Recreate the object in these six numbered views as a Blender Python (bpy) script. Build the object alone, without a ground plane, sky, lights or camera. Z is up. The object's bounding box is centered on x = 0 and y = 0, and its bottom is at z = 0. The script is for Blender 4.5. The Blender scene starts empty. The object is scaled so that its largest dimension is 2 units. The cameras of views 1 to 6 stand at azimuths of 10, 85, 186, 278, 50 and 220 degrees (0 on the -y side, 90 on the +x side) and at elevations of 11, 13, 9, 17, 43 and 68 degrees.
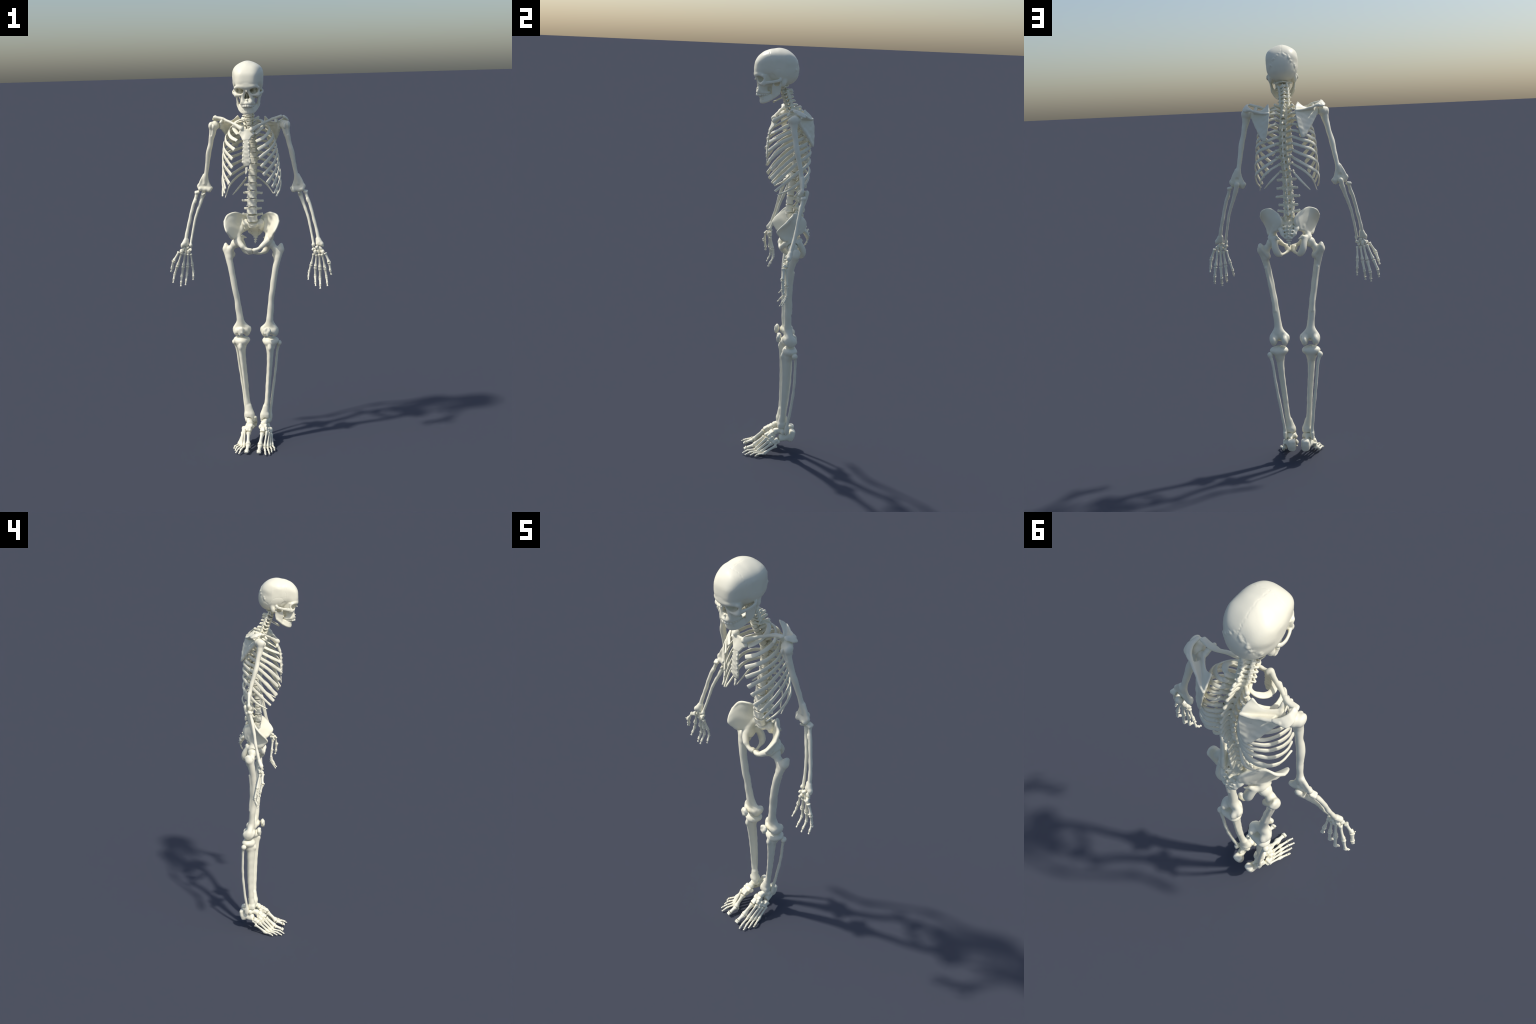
# A standing human skeleton, built bone by bone.
# Bones are modelled as soft clay (distance fields made of balls, tubes, sheets and eggs that melt
# into each other) or as lofts, then placed from joint positions measured on the figure.
# World: metres, z up, the face looks to -y, the skeleton's left side is +x.
import bpy
import math
import random
import numpy as np
from mathutils import Matrix, Vector

random.seed(7)
rng = np.random.default_rng(7)
V = lambda *a: np.array(a, float)


# ----------------------------------------------------------------------------- curves
def spline(pts, step=None, n=None):
    """Catmull-Rom through control rows (any width); returns a dense polyline of rows."""
    P = np.asarray(pts, float)
    if len(P) == 2:
        P = np.vstack([P[0], (P[0] + P[1]) / 2, P[1]])
    Q = np.vstack([2 * P[0] - P[1], P, 2 * P[-1] - P[-2]])
    out = []
    for i in range(1, len(Q) - 2):
        a, b, c, d = Q[i - 1:i + 3]
        m = n or max(2, int(math.ceil(np.linalg.norm((c - b)[:3]) / step)))
        t = np.linspace(0, 1, m, endpoint=False)[:, None]
        out.append(0.5 * (2 * b + (c - a) * t + (2 * a - 5 * b + 4 * c - d) * t ** 2 + (3 * b - a - 3 * c + d) * t ** 3))
    out.append(Q[-2][None])
    return np.vstack(out)


def rotation(axis, deg):
    return np.array(Matrix.Rotation(math.radians(deg), 3, Vector(axis)))


# ----------------------------------------------------------------------------- clay
FAR = 0.05


class Clay:
    def __init__(self, lo, hi, h):
        self.lo, self.h = np.array(lo, float), h
        self.n = np.ceil((np.array(hi, float) - self.lo) / h).astype(int) + 1
        self.ax = [self.lo[i] + h * np.arange(self.n[i]) for i in range(3)]
        self.d = np.full(tuple(self.n), FAR, np.float32)

    def box(self, lo, hi):
        a = np.clip(np.floor((np.asarray(lo) - self.lo) / self.h).astype(int), 0, self.n)
        b = np.clip(np.ceil((np.asarray(hi) - self.lo) / self.h).astype(int) + 1, 0, self.n)
        return tuple(slice(int(p), int(q)) for p, q in zip(a, b))

    def grid(self, s):
        return (self.ax[0][s[0]][:, None, None], self.ax[1][s[1]][None, :, None], self.ax[2][s[2]][None, None, :])

    def melt(self, s, v, k, cut):
        a = self.d[s]
        if a.size == 0:
            return
        if cut:
            a, v = -a, v
        if k > 0:
            t = np.maximum(k - np.abs(a - v), 0) / k
            r = np.minimum(a, v) - t * t * k * 0.25
        else:
            r = np.minimum(a, v)
        self.d[s] = -r if cut else r

    def balls(self, P, R, k=0.004, cut=False):
        P = np.asarray(P, float)
        R = np.broadcast_to(np.asarray(R, float), (len(P),))
        m = max(k, 3 * self.h) + self.h
        s = self.box((P - R[:, None]).min(0) - m, (P + R[:, None]).max(0) + m)
        base = np.array([q.start for q in s])
        T = np.full(tuple(q.stop - q.start for q in s), FAR, np.float32)
        for p, r in zip(P, R):
            q = self.box(p - r - m, p + r + m)
            x, y, z = self.grid(q)
            w = tuple(slice(u.start - o, u.stop - o) for u, o in zip(q, base))
            np.minimum(T[w], np.sqrt((x - p[0]) ** 2 + (y - p[1]) ** 2 + (z - p[2]) ** 2) - r, out=T[w])
        self.melt(s, T, k, cut)
        return self

    def tube(self, rows, k=0.004, cut=False):
        """rows: (x, y, z, radius) control points."""
        R = np.asarray(rows, float)
        D = spline(R, step=max(0.35 * R[:, 3].min(), 0.6 * self.h))
        return self.balls(D[:, :3], np.maximum(D[:, 3], 0.0004), k, cut)

    def sheet(self, rows, k=0.004, cut=False):
        """rows of (x, y, z, radius): a curved plate through all rows."""
        A = np.asarray(rows, float)
        st = max(0.55 * A[..., 3].min(), 0.7 * self.h)
        ln = max(np.linalg.norm(np.diff(r[:, :3], axis=0), axis=1).max() for r in A)
        nu = max(2, int(math.ceil(ln / st)))
        D = np.array([spline(r, n=nu) for r in A])
        lv = max(np.linalg.norm(np.diff(D[:, j, :3], axis=0), axis=1).max() for j in range(D.shape[1]))
        nv = max(2, int(math.ceil(lv / st)))
        D = np.array([spline(D[:, j], n=nv) for j in range(D.shape[1])]).reshape(-1, 4)
        return self.balls(D[:, :3], np.maximum(D[:, 3], 0.0004), k, cut)

    def egg(self, c, r, rot=None, k=0.005, cut=False):
        c, r = np.asarray(c, float), np.asarray(r, float)
        m = r.max() + max(k, 3 * self.h)
        s = self.box(c - m, c + m)
        x, y, z = self.grid(s)
        x, y, z = x - c[0], y - c[1], z - c[2]
        if rot is not None:
            q = rot.T
            x, y, z = (q[i, 0] * x + q[i, 1] * y + q[i, 2] * z for i in range(3))
        a = np.sqrt((x / r[0]) ** 2 + (y / r[1]) ** 2 + (z / r[2]) ** 2)
        b = np.sqrt((x / r[0] ** 2) ** 2 + (y / r[1] ** 2) ** 2 + (z / r[2] ** 2) ** 2) + 1e-9
        self.melt(s, (a * (a - 1) / b).astype(np.float32), k, cut)
        return self

    def block(self, c, half, rot=None, rnd=0.003, k=0.003, cut=False):
        c, hf = np.asarray(c, float), np.asarray(half, float)
        m = np.linalg.norm(hf) + max(k, 3 * self.h)
        s = self.box(c - m, c + m)
        x, y, z = self.grid(s)
        x, y, z = x - c[0], y - c[1], z - c[2]
        if rot is not None:
            q = rot.T
            x, y, z = (q[i, 0] * x + q[i, 1] * y + q[i, 2] * z for i in range(3))
        qx, qy, qz = np.abs(x) - hf[0] + rnd, np.abs(y) - hf[1] + rnd, np.abs(z) - hf[2] + rnd
        o = np.sqrt(np.maximum(qx, 0) ** 2 + np.maximum(qy, 0) ** 2 + np.maximum(qz, 0) ** 2)
        v = o + np.minimum(np.maximum(np.maximum(qx, qy), qz), 0) - rnd
        self.melt(s, v.astype(np.float32), k, cut)
        return self

    def field(self, fn, lo, hi, k=0.004, cut=False):
        s = self.box(lo, hi)
        self.melt(s, np.asarray(fn(*self.grid(s)), np.float32), k, cut)
        return self

    def rough(self, amp, size, seed=0):
        """Low lumps over the surface: a few sine waves in random directions."""
        g = np.random.default_rng(seed)
        x, y, z = self.grid(tuple(slice(0, int(q)) for q in self.n))
        for _ in range(5):
            w = g.normal(size=3)
            w *= 2 * math.pi / size / np.linalg.norm(w) * g.uniform(0.7, 1.5)
            self.d += (amp * 0.5 * np.sin(w[0] * x + w[1] * y + w[2] * z + g.uniform(0, 6.28))).astype(np.float32)
        return self

    def mesh(self, relax=1):
        """Surface nets: one vertex per crossed cell, one quad per crossed edge."""
        d = self.d
        for i in range(3):      # close the shape at the rim of the grid
            e = [slice(None)] * 3
            e[i] = 0
            d[tuple(e)] = np.maximum(d[tuple(e)], self.h)
            e[i] = -1
            d[tuple(e)] = np.maximum(d[tuple(e)], self.h)
        s = d < 0
        cnt = np.zeros(tuple(self.n - 1), np.int8)
        cor = [(i, j, k) for i in (0, 1) for j in (0, 1) for k in (0, 1)]
        for i, j, k in cor:
            cnt += s[i:i + self.n[0] - 1, j:j + self.n[1] - 1, k:k + self.n[2] - 1]
        mix = (cnt > 0) & (cnt < 8)
        ci = np.argwhere(mix)
        idx = np.full(mix.shape, -1, np.int64)
        idx[mix] = np.arange(len(ci))
        acc, num = np.zeros((len(ci), 3)), np.zeros(len(ci))
        for a in cor:
            for ax in range(3):
                if a[ax]:
                    continue
                b = list(a)
                b[ax] = 1
                va = d[ci[:, 0] + a[0], ci[:, 1] + a[1], ci[:, 2] + a[2]].astype(float)
                vb = d[ci[:, 0] + b[0], ci[:, 1] + b[1], ci[:, 2] + b[2]].astype(float)
                x = (va < 0) != (vb < 0)
                t = va[x] / (va[x] - vb[x])
                p = np.repeat(np.array(a, float)[None], x.sum(), 0)
                p[:, ax] += t
                acc[x] += p
                num[x] += 1
        vert = self.lo + self.h * (ci + acc / num[:, None])
        faces = []
        for ax in range(3):
            u, w = (ax + 1) % 3, (ax + 2) % 3
            sa = [slice(1, -1)] * 3
            sa[ax] = slice(0, -1)
            sb = list(sa)
            sb[ax] = slice(1, None)
            A, B = s[tuple(sa)], s[tuple(sb)]
            g = np.argwhere(A != B)
            g[:, u] += 1
            g[:, w] += 1
            ins = s[g[:, 0], g[:, 1], g[:, 2]]

            def cell(du, dw):
                q = g.copy()
                q[:, u] += du
                q[:, w] += dw
                return idx[q[:, 0], q[:, 1], q[:, 2]]
            f = np.stack([cell(-1, -1), cell(0, -1), cell(0, 0), cell(-1, 0)], 1)
            f[~ins] = f[~ins][:, ::-1]
            faces.append(f)
        f = np.vstack(faces)
        f = f[(f >= 0).all(1)]
        for _ in range(relax):      # a light relaxation hides the voxel grain
            acc, num = np.zeros_like(vert), np.zeros(len(vert))
            for i in range(4):
                np.add.at(acc, f[:, i], vert[f[:, (i + 1) % 4]])
                np.add.at(num, f[:, i], 1)
            vert = 0.45 * vert + 0.55 * acc / np.maximum(num, 1)[:, None]
        return vert, f


# ----------------------------------------------------------------------------- objects
def new_material(name, col, var, rough):
    m = bpy.data.materials.new(name)
    m.use_nodes = True
    t = m.node_tree
    b = t.nodes["Principled BSDF"]
    co = t.nodes.new("ShaderNodeTexCoord")
    n1 = t.nodes.new("ShaderNodeTexNoise")
    n1.inputs["Scale"].default_value = 22.0
    n1.inputs["Detail"].default_value = 4.0
    t.links.new(co.outputs["Object"], n1.inputs["Vector"])
    ramp = t.nodes.new("ShaderNodeValToRGB")
    ramp.color_ramp.elements[0].position, ramp.color_ramp.elements[1].position = 0.3, 0.72
    ramp.color_ramp.elements[0].color = (*[c * (1 - var) for c in col], 1)
    ramp.color_ramp.elements[1].color = (*[min(1, c * (1 + 0.4 * var)) for c in col], 1)
    t.links.new(n1.outputs["Fac"], ramp.inputs["Fac"])
    t.links.new(ramp.outputs["Color"], b.inputs["Base Color"])
    n2 = t.nodes.new("ShaderNodeTexNoise")
    n2.inputs["Scale"].default_value = 140.0
    n2.inputs["Detail"].default_value = 3.0
    t.links.new(co.outputs["Object"], n2.inputs["Vector"])
    bp = t.nodes.new("ShaderNodeBump")
    bp.inputs["Strength"].default_value = 0.08
    bp.inputs["Distance"].default_value = 0.002
    t.links.new(n2.outputs["Fac"], bp.inputs["Height"])
    t.links.new(bp.outputs["Normal"], b.inputs["Normal"])
    b.inputs["Roughness"].default_value = rough
    b.inputs["Specular IOR Level"].default_value = 0.4
    return m


BONE = new_material("ivory_bone", (0.89, 0.85, 0.675), 0.03, 0.45)
TOOTH = new_material("tooth_enamel", (0.89, 0.855, 0.70), 0.03, 0.38)

root = bpy.data.objects.new("human_skeleton", None)
bpy.context.collection.objects.link(root)
root["label"] = "standing ivory human skeleton with arms hanging at its sides"
root["category"] = "skeleton"


def make_mesh(name, vert, faces, mat=BONE):
    me = bpy.data.meshes.new(name)
    f = np.asarray(faces)
    me.vertices.add(len(vert))
    me.vertices.foreach_set("co", np.asarray(vert, np.float32).ravel())
    me.loops.add(f.size)
    me.loops.foreach_set("vertex_index", f.ravel().astype(np.int32))
    me.polygons.add(len(f))
    me.polygons.foreach_set("loop_start", np.arange(0, f.size, f.shape[1], dtype=np.int32))
    me.polygons.foreach_set("use_smooth", np.ones(len(f), bool))
    me.update(calc_edges=True)
    me.validate()
    me.materials.append(mat)
    return me


def place(name, me, M=None, parent=None):
    o = bpy.data.objects.new(name, me)
    bpy.context.collection.objects.link(o)
    o.parent = parent or root
    if M is not None:
        o.matrix_basis = M
    return o


def bone(name, vert, faces, mat=BONE, right=None, parent=None):
    """Puts the origin at the bone's middle; `right` is the 4x4 that carries a left bone to the right side."""
    vert = np.asarray(vert)
    c = (vert.min(0) + vert.max(0)) / 2
    me = make_mesh(name, vert - c, faces, mat)
    T = Matrix.Translation(Vector(c))
    a = place(name, me, T, parent)
    if right is not None:
        place(name, me, Matrix([list(r) for r in right]) @ T, parent)
    return a


def mirror(mx, dy=0.0, dz=0.0):
    M = np.eye(4)
    M[0, 0], M[0, 3], M[1, 3], M[2, 3] = -1, 2 * mx, dy, dz
    return M


def carry(left, right):
    """Best rigid motion (after mirroring x) that takes the left landmarks to the right ones."""
    L, R = np.asarray(left, float) * [-1, 1, 1], np.asarray(right, float)
    cl, cr = L.mean(0), R.mean(0)
    u, _, vt = np.linalg.svd((L - cl).T @ (R - cr))
    g = np.sign(np.linalg.det(vt.T @ u.T))
    Q = vt.T @ np.diag([1, 1, g]) @ u.T
    M = np.eye(4)
    M[:3, :3] = Q @ np.diag([-1.0, 1, 1])
    M[:3, 3] = cr - Q @ cl
    return M


def both(P):
    """A control list and its mirror image in local x."""
    P = np.asarray(P, float)
    Q = P.copy()
    Q[..., 0] *= -1
    return P, Q


# ============================================================================= SKULL
def build_skull():
    yaw = Matrix.Translation((0.020, -0.045, 0)) @ Matrix.Rotation(math.radians(5.5), 4, 'Z')
    c = Clay((-0.085, -0.116, 1.768), (0.085, 0.116, 2.012), 0.0015)
    # braincase: a side profile swept sideways as a superellipse with a slightly gabled roof
    prof = V((-0.070, 1.850), (-0.099, 1.868), (-0.1035, 1.884), (-0.1045, 1.912), (-0.101, 1.937), (-0.091, 1.956), (-0.071, 1.976),
             (-0.046, 1.9895), (-0.016, 1.9965), (0.013, 2.000), (0.042, 1.9935), (0.068, 1.978), (0.086, 1.957), (0.097, 1.933), (0.103, 1.905),
             (0.099, 1.874), (0.091, 1.858), (0.076, 1.843), (0.050, 1.833), (0.0, 1.836), (-0.04, 1.842))
    c0 = V(0.0, 1.905)
    th = np.arctan2(prof[:, 1] - c0[1], prof[:, 0] - c0[0])
    rad = np.hypot(prof[:, 0] - c0[0], prof[:, 1] - c0[1])
    o = np.argsort(th)
    th, rad = th[o], rad[o]
    th = np.concatenate([th - 2 * math.pi, th, th + 2 * math.pi])
    rad = np.concatenate([rad] * 3)
    fine = np.linspace(-math.pi, math.pi, 721)
    fr = np.interp(fine, th, rad)
    ker = np.hanning(31)
    fr = np.convolve(np.concatenate([fr[-61:-1], fr, fr[1:61]]), ker / ker.sum(), "same")[60:-60]

    def vault(x, y, z):
        t = np.arctan2(z - c0[1], y - c0[0])
        R = np.interp(t, fine, fr)
        r = np.hypot(y - c0[0], z - c0[1])
        up = np.clip((z - c0[1]) / (r + 1e-6), 0, 1) * np.clip(r / 0.05, 0, 1)
        W = np.interp(y, [-0.11, -0.085, -0.055, -0.02, 0.03, 0.075, 0.11], [0.063, 0.0655, 0.0685, 0.0740, 0.0765, 0.073, 0.068])
        W = W * np.interp(z, [1.82, 1.845, 1.875, 1.90, 1.94, 2.01], [0.82, 0.93, 0.975, 0.985, 1.0, 1.0])
        W = W * (1 - 0.24 * np.exp(-((y + 0.050) / 0.026) ** 2 - ((z - 1.856) / 0.028) ** 2))
        ax = np.abs(x)
        re = r + up ** 2 * (0.26 * (np.sqrt(ax ** 2 + 0.012 ** 2) - 0.012) + 2.6 * ax ** 2)
        p = 2.45 + 4.2 * up ** 2 + 0.9 * np.clip((-y - 0.05) / 0.05, 0, 1) * (1 - up ** 2)
        g = ((re / R) ** p + (ax / W) ** p) ** (1 / p)
        return (g - 1) * np.minimum(R, 0.075)
    c.field(vault, (-0.085, -0.116, 1.80), (0.085, 0.116, 2.012), k=0)
    # middle of the face and skull base
    c.egg((0, -0.052, 1.846), (0.046, 0.036, 0.026), k=0.012)
    c.egg((0, -0.060, 1.818), (0.0365, 0.025, 0.026), k=0.012)
    c.egg((0, -0.010, 1.838), (0.034, 0.035, 0.013), k=0.012)
    # tooth-bearing arch of the upper jaw
    arch = [(-0.030, -0.036, 1.797, 0.0075), (-0.0285, -0.056, 1.796, 0.0085), (-0.020, -0.077, 1.797, 0.0090), (0, -0.0850, 1.798, 0.0090),
            (0.020, -0.077, 1.797, 0.0090), (0.0285, -0.056, 1.796, 0.0085), (0.030, -0.036, 1.797, 0.0075)]
    c.tube(arch, k=0.010)
    for sgn in (1, -1):
        def S(*rows):
            return [(sgn * a, *b) for a, *b in rows]
        # hollows behind the cheek first, so that the arch and the eye-socket wall can bridge them
        c.egg((sgn * 0.0640, -0.036, 1.860), (0.0085, 0.020, 0.024), rotation((0, 0, 1), sgn * -10), k=0.005, cut=True)
        c.egg((sgn * 0.051, -0.030, 1.838), (0.0150, 0.026, 0.016), k=0.006, cut=True)
        c.egg((sgn * 0.046, -0.046, 1.815), (0.0105, 0.022, 0.018), k=0.006, cut=True)
        c.sheet([S((0.0560, -0.066, 1.874, 0.0030), (0.0465, -0.050, 1.876, 0.0034), (0.036, -0.036, 1.874, 0.004)), S((0.0560, -0.064, 1.846, 0.0032), (0.0465, -0.048, 1.848, 0.0034), (0.036, -0.036, 1.848, 0.004))], k=0.005)
        # brow, outer rim, cheekbone, lower rim, side of the nose
        c.tube(S((0.006, -0.0955, 1.8735, 0.0062), (0.022, -0.0955, 1.8770, 0.0060), (0.040, -0.0880, 1.8780, 0.0054), (0.055, -0.0735, 1.8725, 0.0048)), k=0.010)
        c.tube(S((0.055, -0.0735, 1.873, 0.0052), (0.0580, -0.066, 1.862, 0.0046), (0.0560, -0.068, 1.848, 0.0056)), k=0.006)
        c.egg((sgn * 0.0500, -0.0700, 1.8375), (0.0125, 0.012, 0.0115), k=0.008)
        c.tube(S((0.054, -0.070, 1.842, 0.0060), (0.040, -0.0785, 1.837, 0.0060), (0.023, -0.0825, 1.841, 0.0052), (0.0115, -0.0860, 1.857, 0.0044)), k=0.006)
        c.tube(S((0.0085, -0.0880, 1.864, 0.0056), (0.0160, -0.0820, 1.842, 0.0058), (0.0205, -0.0790, 1.822, 0.0085), (0.0205, -0.0800, 1.806, 0.010)), k=0.007)
        c.egg((sgn * 0.0575, 0.0235, 1.845), (0.011, 0.013, 0.019), rotation((1, 0, 0), -18), k=0.010)
        c.tube(S((0.016, -0.022, 1.842, 0.007), (0.017, -0.029, 1.815, 0.0065), (0.019, -0.030, 1.800, 0.005)), k=0.008)
        c.egg((sgn * 0.014, 0.012, 1.833), (0.007, 0.012, 0.006), k=0.005)
        c.tube(S((0.045, 0.010, 1.838, 0.0026), (0.042, 0.002, 1.818, 0.0014)), k=0.004)
    c.tube([(0, -0.0865, 1.871, 0.0065), (0, -0.0930, 1.862, 0.0056), (0, -0.1000, 1.8540, 0.0036)], k=0.005)
    c.egg((0, -0.0960, 1.882), (0.016, 0.0065, 0.010), k=0.010)
    # eye sockets, nose opening, palate, canals
    for sgn in (1, -1):
        c.egg((sgn * 0.0340, -0.0835, 1.8575), (0.0200, 0.026, 0.0145), rotation((0, 0, 1), sgn * 22), k=0.003, cut=True)
        c.tube([(sgn * 0.032, -0.080, 1.857, 0.0135), (sgn * 0.022, -0.058, 1.859, 0.0085), (sgn * 0.014, -0.040, 1.861, 0.004)], k=0.004, cut=True)
        c.egg((sgn * 0.033, -0.0965, 1.823), (0.008, 0.007, 0.008), k=0.010, cut=True)
        c.tube([(sgn * 0.0056, -0.104, 1.8260, 0.0076), (sgn * 0.0056, -0.080, 1.8265, 0.0076), (sgn * 0.0045, -0.050, 1.830, 0.006)], k=0.002, cut=True)
        c.tube([(sgn * 0.0036, -0.106, 1.837, 0.0062), (sgn * 0.0036, -0.060, 1.837, 0.0062)], k=0.003, cut=True)
        # zygomatic arch, flattened upright
        for dz in (-0.0030, 0.0030):
            c.tube([(sgn * 0.0545, -0.066, 1.8405 + dz, 0.0050), (sgn * 0.0650, -0.047, 1.845 + dz, 0.0040), (sgn * 0.0715, -0.024, 1.8495 + dz, 0.0036), (sgn * 0.0712, -0.004, 1.8545 + dz, 0.0040), (sgn * 0.066, 0.006, 1.8590 + dz, 0.0055)], k=0.004)
        c.balls([(sgn * 0.0755, 0.0140, 1.852), (sgn * 0.069, 0.0135, 1.852)], [0.0042, 0.0036], k=0.002, cut=True)
    c.tube([(0, -0.110, 1.8450, 0.0050), (0, -0.060, 1.845, 0.0050)], k=0.003, cut=True)
    c.egg((0, -0.055, 1.789), (0.0175, 0.024, 0.011), k=0.005, cut=True)
    c.egg((0, 0.031, 1.830), (0.0145, 0.018, 0.012), k=0.004, cut=True)
    c.sheet([[(0, -0.074, 1.850, 0.0012), (0, -0.074, 1.816, 0.0012)], [(0, -0.050, 1.850, 0.0012), (0, -0.050, 1.816, 0.0012)]], k=0.002)
    c.tube([(0, -0.082, 1.8145, 0.0042), (0, -0.0945, 1.8135, 0.0018)], k=0.004)
    # sutures: shallow wandering grooves found by walking out from the middle of the braincase
    def surface(y, z, x):
        p0, dirn = V(0, 0.0, 1.905), V(x, y, z) - V(0, 0.0, 1.905)
        dirn /= np.linalg.norm(dirn)
        t = np.arange(0.03, 0.14, 0.0005)
        q = ((p0 + t[:, None] * dirn - c.lo) / c.h).round().astype(int)
        q = np.clip(q, 0, c.n - 1)
        k = np.argmax(c.d[q[:, 0], q[:, 1], q[:, 2]] > 0)
        return p0 + dirn * (t[k] + 0.0012)
    g = np.random.default_rng(3)
    lines = []
    for sgn in (1, -1):
        lines.append((spline([(0, -0.050, 1.99), (sgn * 0.035, -0.044, 1.98), (sgn * 0.065, -0.038, 1.945), (sgn * 0.070, -0.042, 1.905)], n=14), 0.0016))
        lines.append((spline([(0, 0.080, 1.963), (sgn * 0.026, 0.086, 1.945), (sgn * 0.048, 0.084, 1.915), (sgn * 0.060, 0.070, 1.880), (sgn * 0.066, 0.045, 1.872)], n=14), 0.0026))
        lines.append((spline([(sgn * 0.074, 0.045, 1.872), (sgn * 0.078, 0.020, 1.900), (sgn * 0.075, -0.015, 1.905), (sgn * 0.068, -0.038, 1.885)], n=14), 0.0010))
    lines.append((spline([(0, -0.050, 1.99), (0.001, 0.0, 2.0), (0, 0.05, 1.99), (0, 0.080, 1.963)], n=14), 0.0014))
    for L, wob in lines:
        P = np.array([surface(p[1], p[2], p[0]) for p in L + g.normal(0, wob, L.shape)])
        c.balls(spline(P, step=0.0012), 0.0014, k=0.0018, cut=True)
    for _ in range(22):      # lumps along the lambdoid seam
        sgn = g.choice((-1, 1))
        t = g.uniform(0, 1)
        p = surface(0.083 - 0.012 * t, 1.960 - 0.07 * t, sgn * (0.004 + 0.055 * t) + g.normal(0, 0.004))
        c.balls([p - (p - V(0, 0, 1.905)) * 0.052], [g.uniform(0.0026, 0.0042)], k=0.006)
    c.rough(0.00022, 0.05, 1)
    v, f = c.mesh()
    sk = bone("skull", v, f)
    sk.matrix_basis = yaw @ sk.matrix_basis

    # lower jaw
    c = Clay((-0.076, -0.088, 1.738), (0.076, 0.026, 1.862), 0.0014)
    low = [(-0.0535, 0.002, 1.7945, 0.0042), (-0.0475, -0.016, 1.778, 0.0048), (-0.036, -0.040, 1.761, 0.0052), (-0.020, -0.060, 1.7525, 0.006), (0, -0.0665, 1.752, 0.0068),
           (0.020, -0.060, 1.7525, 0.006), (0.036, -0.040, 1.761, 0.0052), (0.0475, -0.016, 1.778, 0.0048), (0.0535, 0.002, 1.7945, 0.0042)]
    top = [(-0.046, -0.010, 1.800, 0.0042), (-0.040, -0.024, 1.789, 0.0052), (-0.029, -0.046, 1.780, 0.0052), (-0.018, -0.064, 1.776, 0.005), (0, -0.072, 1.774, 0.005),
           (0.018, -0.064, 1.776, 0.005), (0.029, -0.046, 1.780, 0.0052), (0.040, -0.024, 1.789, 0.0052), (0.046, -0.010, 1.800, 0.0042)]
    c.sheet([low, top], k=0.004)
    c.egg((0, -0.0655, 1.7555), (0.013, 0.0075, 0.0085), k=0.008)
    for sgn in (1, -1):
        S = lambda rows: [[(sgn * a, *b) for a, *b in r] for r in rows]
        c.sheet(S([[(0.0535, 0.004, 1.7945, 0.004), (0.0500, -0.010, 1.784, 0.0042), (0.045, -0.022, 1.780, 0.0045)],
                   [(0.0560, 0.0085, 1.812, 0.0036), (0.0535, -0.008, 1.810, 0.0030), (0.0490, -0.0255, 1.806, 0.0036)],
                   [(0.0580, 0.0085, 1.832, 0.0036), (0.0560, -0.008, 1.826, 0.0026), (0.0525, -0.0255, 1.832, 0.0030)]]), k=0.004)
        c.tube([(sgn * 0.0585, 0.0085, 1.832, 0.0042), (sgn * 0.059, 0.0085, 1.844, 0.0042)], k=0.005)
        c.tube([(sgn * 0.0515, 0.0085, 1.8475, 0.0045), (sgn * 0.0665, 0.0075, 1.8485, 0.0042)], k=0.005)
        c.tube([(sgn * 0.0525, -0.024, 1.832, 0.0034), (sgn * 0.0525, -0.022, 1.848, 0.0022)], k=0.005)
        c.balls([(sgn * 0.0235, -0.0635, 1.764)], [0.0018], k=0.002, cut=True)
    v, f = c.rough(0.0004, 0.03, 2).mesh()
    jaw = bone("mandible", v, f)
    jaw.matrix_basis = yaw @ jaw.matrix_basis

    # teeth: one crown shape, shared
    n, rings = 14, []
    for t, w, dep in ((0, .30, .30), (.03, .42, .42), (.25, .50, .50), (.6, .55, .55), (.85, .54, .46), (.96, .44, .30), (1, .25, .15)):
        a = np.linspace(0, 2 * math.pi, n, endpoint=False)
        q = 0.6
        rings.append(np.stack([w * np.sign(np.cos(a)) * np.abs(np.cos(a)) ** q, dep * np.sign(np.sin(a)) * np.abs(np.sin(a)) ** q, np.full(n, t)], 1))
    tv, tf = skin(rings)
    crown = make_mesh("tooth", tv, tf, TOOTH)
    arc_up = spline([(-0.029, -0.036), (-0.0285, -0.056), (-0.0195, -0.078), (0, -0.0885), (0.0195, -0.078), (0.0285, -0.056), (0.029, -0.036)], n=40)
    arc_dn = spline([(-0.029, -0.034), (-0.027, -0.052), (-0.0165, -0.070), (0, -0.0785), (0.0165, -0.070), (0.027, -0.052), (0.029, -0.034)], n=40)
    widths = [0.0046, 0.0040, 0.0043, 0.0042, 0.0042, 0.0058, 0.0056]
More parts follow.
